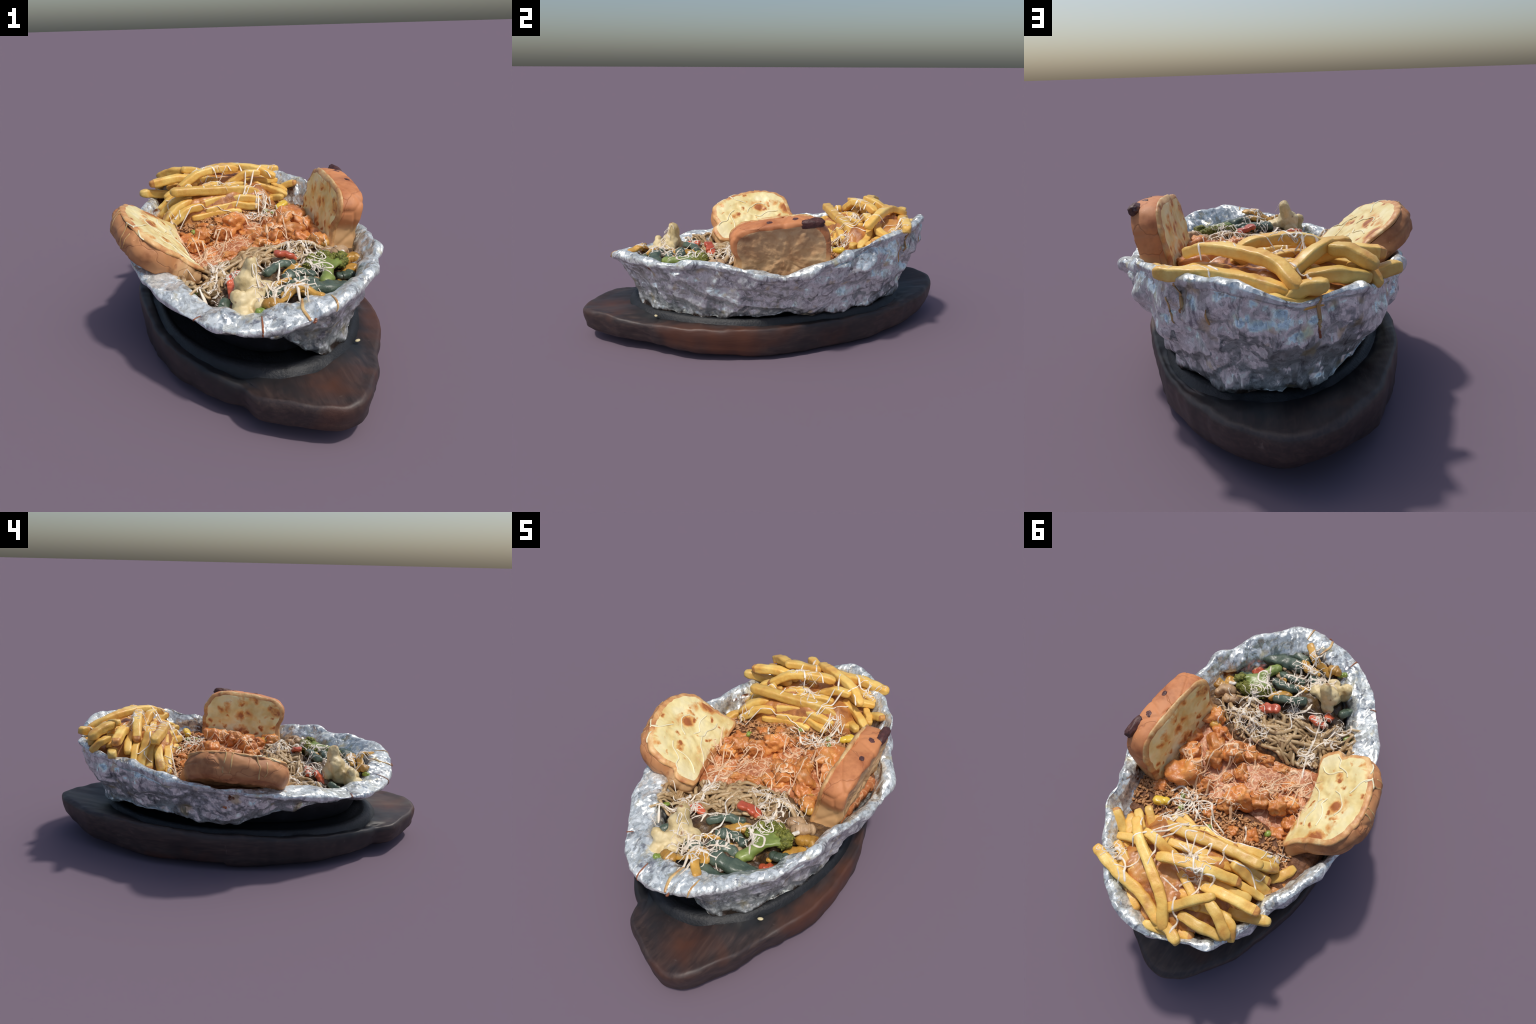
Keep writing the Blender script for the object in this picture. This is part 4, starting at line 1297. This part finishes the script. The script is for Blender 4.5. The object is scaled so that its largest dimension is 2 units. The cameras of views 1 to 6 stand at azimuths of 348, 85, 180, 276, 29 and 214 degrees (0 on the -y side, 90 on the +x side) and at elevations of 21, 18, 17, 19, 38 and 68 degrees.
def strand(xy, r=.0050, lift=-.0008, jitter=.006, raw=False, flat=.5):
    P = np.array([(x + sr.gauss(0, jitter * .5), y + sr.gauss(0, jitter * .5), 0) for x, y in xy])
    if len(P) == 2:
        mid = (P[0] + P[1]) / 2 + np.array([sr.gauss(0, jitter), sr.gauss(0, jitter), 0])
        P = np.array([P[0], mid, P[1]])
    ln = np.linalg.norm(np.diff(P, axis=0), axis=1).sum()
    C = catmull(P, max(8, int(ln / .006)))
    z = np.array([drop(tree, x, y, 0) for x, y, _ in C])
    if not raw and z.min() < .33:
        return None
    if raw and z.min() < .33:
        return [], []
    # bridge the gaps: a shred cannot follow deep crevices
    for _ in range(3):
        z2 = z.copy()
        z2[1:-1] = np.maximum(z[1:-1], .5 * (z[:-2] + z[2:]) - .0012)
        z = z2
    ds = np.linalg.norm(np.diff(C[:, :2], axis=0), axis=1) * 1.25
    for i in range(1, len(z)):
        z[i] = max(z[i], z[i - 1] - ds[i - 1])
    for i in range(len(z) - 2, -1, -1):
        z[i] = max(z[i], z[i + 1] - ds[i])
    zs = z.copy()
    for _ in range(2):
        zs[1:-1] = np.maximum(z[1:-1], (zs[:-2] + zs[1:-1] + zs[2:]) / 3)
    C[:, 2] = zs + lift
    n = len(C)
    rr_ = r * (0.70 + .65 * np.array([abs(noise.noise(Vector((xy[0][0] * 50, t * 5, ln * 30)))) * 2 for t in np.linspace(0, 1, n)]))
    rr_[-1] *= .6
    v, f = tube(C, rr_, 6, 0, flat)
    if raw:
        return v, f
    return make("cheese_shred", v, f, M_cheese_pink if -.14 < P[:, 1].mean() < .24 else M_cheese, CH)


# main shreds (plan view) over the curry, the vegetables and the fries
CURRY_SHREDS = [
    [(.18, -.08), (.19, .02), (.19, .12), (.19, .19), (.18, .26), (.15, .28)], [(.29, .02), (.24, .09), (.20, .13)], [(.09, -.04), (.12, .05), (.12, .12), (.14, .16)], [(.06, .08), (.09, .16), (.10, .21)],
    [(.04, .13), (.02, .20), (.04, .24)], [(.15, .28), (.23, .25), (.27, .30)], [(.15, .28), (.23, .32), (.24, .36)], [(.15, .28), (.15, .32), (.21, .42)], [(.15, .28), (.08, .25), (.03, .30), (-.05, .34)],
    [(.15, .28), (.10, .32), (.07, .34)], [(.15, .28), (.14, .32), (.16, .42)], [(.15, .28), (.18, .21)], [(.15, .28), (.12, .23), (.14, .16)], [(-.25, -.11), (-.18, -.02), (-.09, .08), (-.08, .06), (-.13, -.01), (-.21, -.06)],
    [(-.18, -.13), (-.21, -.06), (-.24, .04), (-.24, .07)], [(-.16, -.20), (-.14, -.30)], [(-.16, -.20), (-.18, -.14), (-.20, -.10)], [(-.16, -.20), (-.12, -.18)], [(-.16, -.20), (-.18, -.24)], [(.10, -.11), (.08, -.06)],
    [(-.11, .04), (-.10, -.01), (-.15, -.10)], [(-.28, .04), (-.31, .11), (-.32, .15)], [(-.28, .04), (-.18, .03)], [(-.21, -.06), (-.28, -.02)], [(-.21, -.06), (-.20, .05)], [(-.21, -.06), (-.13, -.06)],
    [(.30, .08), (.24, .14)], [(.12, .08), (.12, .01)], [(-.18, -.02), (-.24, -.02), (-.28, -.06)]]
VEG_SHREDS = [
    [(.05, -.60), (.12, -.61), (.14, -.61)], [(.05, -.60), (.07, -.54), (.15, -.52)], [(.05, -.60), (.0, -.51), (.06, -.51)], [(.05, -.60), (-.01, -.63), (-.04, -.59)], [(.05, -.60), (.05, -.74), (.03, -.70)],
    [(-.04, -.59), (-.09, -.60)], [(-.04, -.59), (-.01, -.54), (.02, -.51)], [(.09, -.66), (.07, -.75)], [(-.05, -.60), (-.04, -.70)], [(.20, -.42), (.25, -.42), (.26, -.46), (.23, -.47), (.20, -.42)],
    [(.20, -.42), (.24, -.52)], [(.20, -.42), (.15, -.39)], [(.24, -.35), (.26, -.37), (.22, -.38), (.19, -.36), (.22, -.33), (.24, -.35)], [(.22, -.32), (.26, -.28)], [(.22, -.32), (.16, -.37), (.12, -.42)],
    [(.22, -.32), (.15, -.31)], [(.22, -.32), (.21, -.25)], [(.01, -.37), (-.05, -.40), (-.05, -.45)], [(.01, -.37), (.05, -.40), (.04, -.45), (.02, -.51)], [(.01, -.37), (.0, -.34), (-.06, -.37)],
    [(-.13, -.42), (-.16, -.38), (-.14, -.33), (-.08, -.33)], [(-.13, -.41), (-.16, -.23), (-.12, -.19)], [(-.21, -.39), (-.20, -.32), (-.16, -.23)], [(-.21, -.39), (-.28, -.42), (-.26, -.48)],
    [(.02, -.35), (-.03, -.29), (-.01, -.25)], [(-.05, -.40), (-.11, -.44)], [(-.24, -.40), (-.29, -.40)]]
FRY_SHREDS = [
    [(-.02, .51), (.06, .44), (.02, .41)], [(-.02, .51), (.01, .42)], [(-.02, .51), (-.06, .43), (-.08, .47)], [(-.02, .51), (-.03, .53), (.01, .54)], [(-.02, .51), (.05, .50)], [(-.02, .51), (-.10, .52)],
    [(.305, .67), (.29, .735)], [(.27, .67), (.20, .68), (.14, .74)], [(.20, .60), (.16, .64), (.18, .69), (.22, .71)], [(.13, .52), (.09, .64)], [(.04, .54), (-.03, .60)], [(-.05, .52), (-.10, .57), (-.12, .54), (-.13, .62), (-.13, .65)],
    [(-.10, .57), (-.17, .54), (-.17, .58)], [(-.05, .58), (-.10, .57)], [(-.07, .69), (-.10, .74), (-.13, .76), (-.13, .82)], [(.20, .72), (.16, .77)], [(-.13, .40), (-.14, .43), (-.21, .44), (-.26, .43), (-.32, .48)],
    [(-.14, .43), (-.14, .48)], [(-.31, .40), (-.32, .44), (-.30, .45)], [(.18, .54), (.21, .57), (.20, .61)], [(.25, .49), (.22, .52)], [(.02, .65), (-.06, .66)], [(-.05, .64), (-.11, .58)], [(.20, .52), (.16, .47), (.09, .40)],
    [(.12, .52), (.09, .44), (.08, .39)], [(.16, .53), (.07, .40)], [(.06, .34), (-.03, .36), (-.10, .36), (-.20, .34), (-.28, .29)], [(.04, .30), (.0, .34), (-.05, .35)], [(-.27, .31), (-.26, .36)], [(-.12, .26), (-.15, .32)], [(.03, .36), (.06, .40)]]
for L, r in ((CURRY_SHREDS, .0046), (VEG_SHREDS, .0046), (FRY_SHREDS, .0040)):
    for xy in L:
        strand(xy, r * sr.uniform(.8, 1.25))
# finer webs radiating from the melted knots
KNOTS = [(.15, .28, .10, 12), (.11, -.17, .11, 9), (.05, -.60, .09, 9), (-.04, -.58, .07, 7), (.20, -.42, .06, 7), (.22, -.32, .07, 8), (-.16, -.20, .08, 7), (-.21, -.06, .10, 12), (-.02, .51, .08, 7),
         (-.13, -.40, .06, 7), (.01, -.38, .06, 8), (-.25, -.42, .07, 8), (.26, .67, .07, 5), (-.11, .57, .07, 5), (.10, -.01, .10, 9), (.22, .13, .10, 9), (-.10, .05, .09, 8), (-.31, .30, .05, 4), (.22, -.22, .09, 5), (.18, .40, .07, 5), (-.28, .05, .06, 6), (.28, -.20, .07, 4), (.16, -.24, .07, 6), (-.2, -.33, .08, 3), (-.15, .0, .1, 10), (.0, .0, .1, 9), (.07, .15, .1, 8), (.30, .1, .07, 6), (-.02, .22, .08, 6), (.1, -.5, .08, 6)]
webs = {0: [], 1: []}
# melted clumps where many shreds ran together
for (x, y, R, cnt) in KNOTS:
    for _ in range(3):
        a = sr.uniform(0, 6.283)
        x0, y0 = x + sr.gauss(0, R * .22), y + sr.gauss(0, R * .22)
        l = R * sr.uniform(.25, .5)
        q = strand([(x0, y0), (x0 + l * .5 * math.cos(a), y0 + l * .5 * math.sin(a)), (x0 + l * math.cos(a + .4), y0 + l * math.sin(a + .4))], sr.uniform(.0050, .0078), 0, raw=True, flat=.30)
        webs[int(-.14 < y0 < .24)].append(q)
for (x, y, R, cnt) in KNOTS:
    for _ in range(int(cnt * (1.6 if -.14 < y < .24 else 3.0))):
        a = sr.uniform(0, 6.283)
        x0, y0 = x + sr.gauss(0, R * .35), y + sr.gauss(0, R * .35)
        l = R * sr.uniform(.4, .9)
        path = [(x0, y0)]
        turn = sr.gauss(0, .45)
        for _s in range(4):
            a += turn + sr.gauss(0, .35)
            path.append((path[-1][0] + l * .25 * math.cos(a), path[-1][1] + l * .25 * math.sin(a)))
        q = strand(path, sr.uniform(.0012, .0028), 0, raw=True)
        webs[int(-.14 < y0 < .24)].append(q)
for k in (0, 1):
    o = make("cheese_web", *merge(webs[k]), M_cheese_pink if k else M_cheese, CH)
    o["kind"] = "stuff"

# ------------------------------------------------------------------ drips on the foil and on the bread
ftree = bvh_of([FOIL])


def foil_drip(pts, r, mat, name="grease_drip"):
    C = catmull(np.array([(x, y, z) for x, y, z in pts], float), 20)
    out = []
    for p in C:
        q, nrm_, _, _ = ftree.find_nearest(Vector(p))
        out.append(np.array(q) + np.array(nrm_) * .001)
    v, f = tube(out, [r * .62 * (.6 + .5 * math.sin(2.6 * t)) for t in np.linspace(0, 1, 20)], 8, 0, .45)
    make(name, v, f, mat, DISH)


for pts, r, m in (([(.06, -.71, .45), (.04, -.77, .45), (.05, -.83, .43)], .010, M_grease), ([(.155, -.74, .47), (.155, -.80, .47), (.15, -.82, .44)], .006, M_grease),
                  ([(.07, -.835, .43), (.065, -.84, .41)], .014, M_drip), ([(-.10, -.74, .42), (-.11, -.80, .40), (-.115, -.81, .36)], .006, M_drip), ([(-.30, -.60, .40), (-.34, -.62, .38), (-.345, -.62, .34)], .006, M_drip),
                  
                  ([(-.16, .835, .56), (-.165, .85, .50), (-.16, .83, .45)], .010, M_grease), ([(-.16, .84, .46), (-.16, .82, .42)], .008, M_drip), ([(.29, .735, .57), (.29, .735, .52), (.28, .71, .47)], .010, M_grease),
                  ([(.33, .70, .52), (.32, .69, .45), (.30, .68, .42)], .006, M_grease), ([(.36, -.62, .46), (.355, -.61, .42)], .008, M_drip), ([(.18, .82, .52), (.17, .8, .46)], .006, M_grease)):
    foil_drip(pts, r, m, "grease_drip" if m is M_grease else "sauce_drip")
# cheese threads running down the outer crust of the leaning slice
btree = bvh_of(breads)
for y in (-.02, -.05, -.19, -.235):
    pts = [(-.57 - .02 * t, y + .015 * t, .66 - .14 * t) for t in np.linspace(0, 1, 6)]
    out = [np.array(btree.find_nearest(Vector(p))[0]) + np.array(btree.find_nearest(Vector(p))[1]) * .001 for p in pts]
    v, f = tube(catmull(out, 16), .0045, 7, 0, .6)
    make("cheese_thread", v, f, M_grease, BL)
# shreds lying on the cheese faces
tl = bvh_of([CHL])
for i in range(9):
    rr = random.Random(300 + i)
    u, w = rr.uniform(-.22, .12), rr.uniform(-.15, .12)
    a = rr.uniform(0, 6.28)
    c2 = []
    for s in range(6):
        c2.append((u, w))
        a += rr.gauss(0, .6)
        u += .03 * math.cos(a)
        w += .03 * math.sin(a)
    P3 = PL(np.array(c2), np.full(6, .02))
    out = [np.array(tl.find_nearest(Vector(p))[0]) + np.array((.565, 0, .825)) * .001 for p in P3]
    v, f = tube(catmull(out, 20), .0036, 7, 0, .6)
    make("cheese_shred", v, f, M_shred_top, BL)
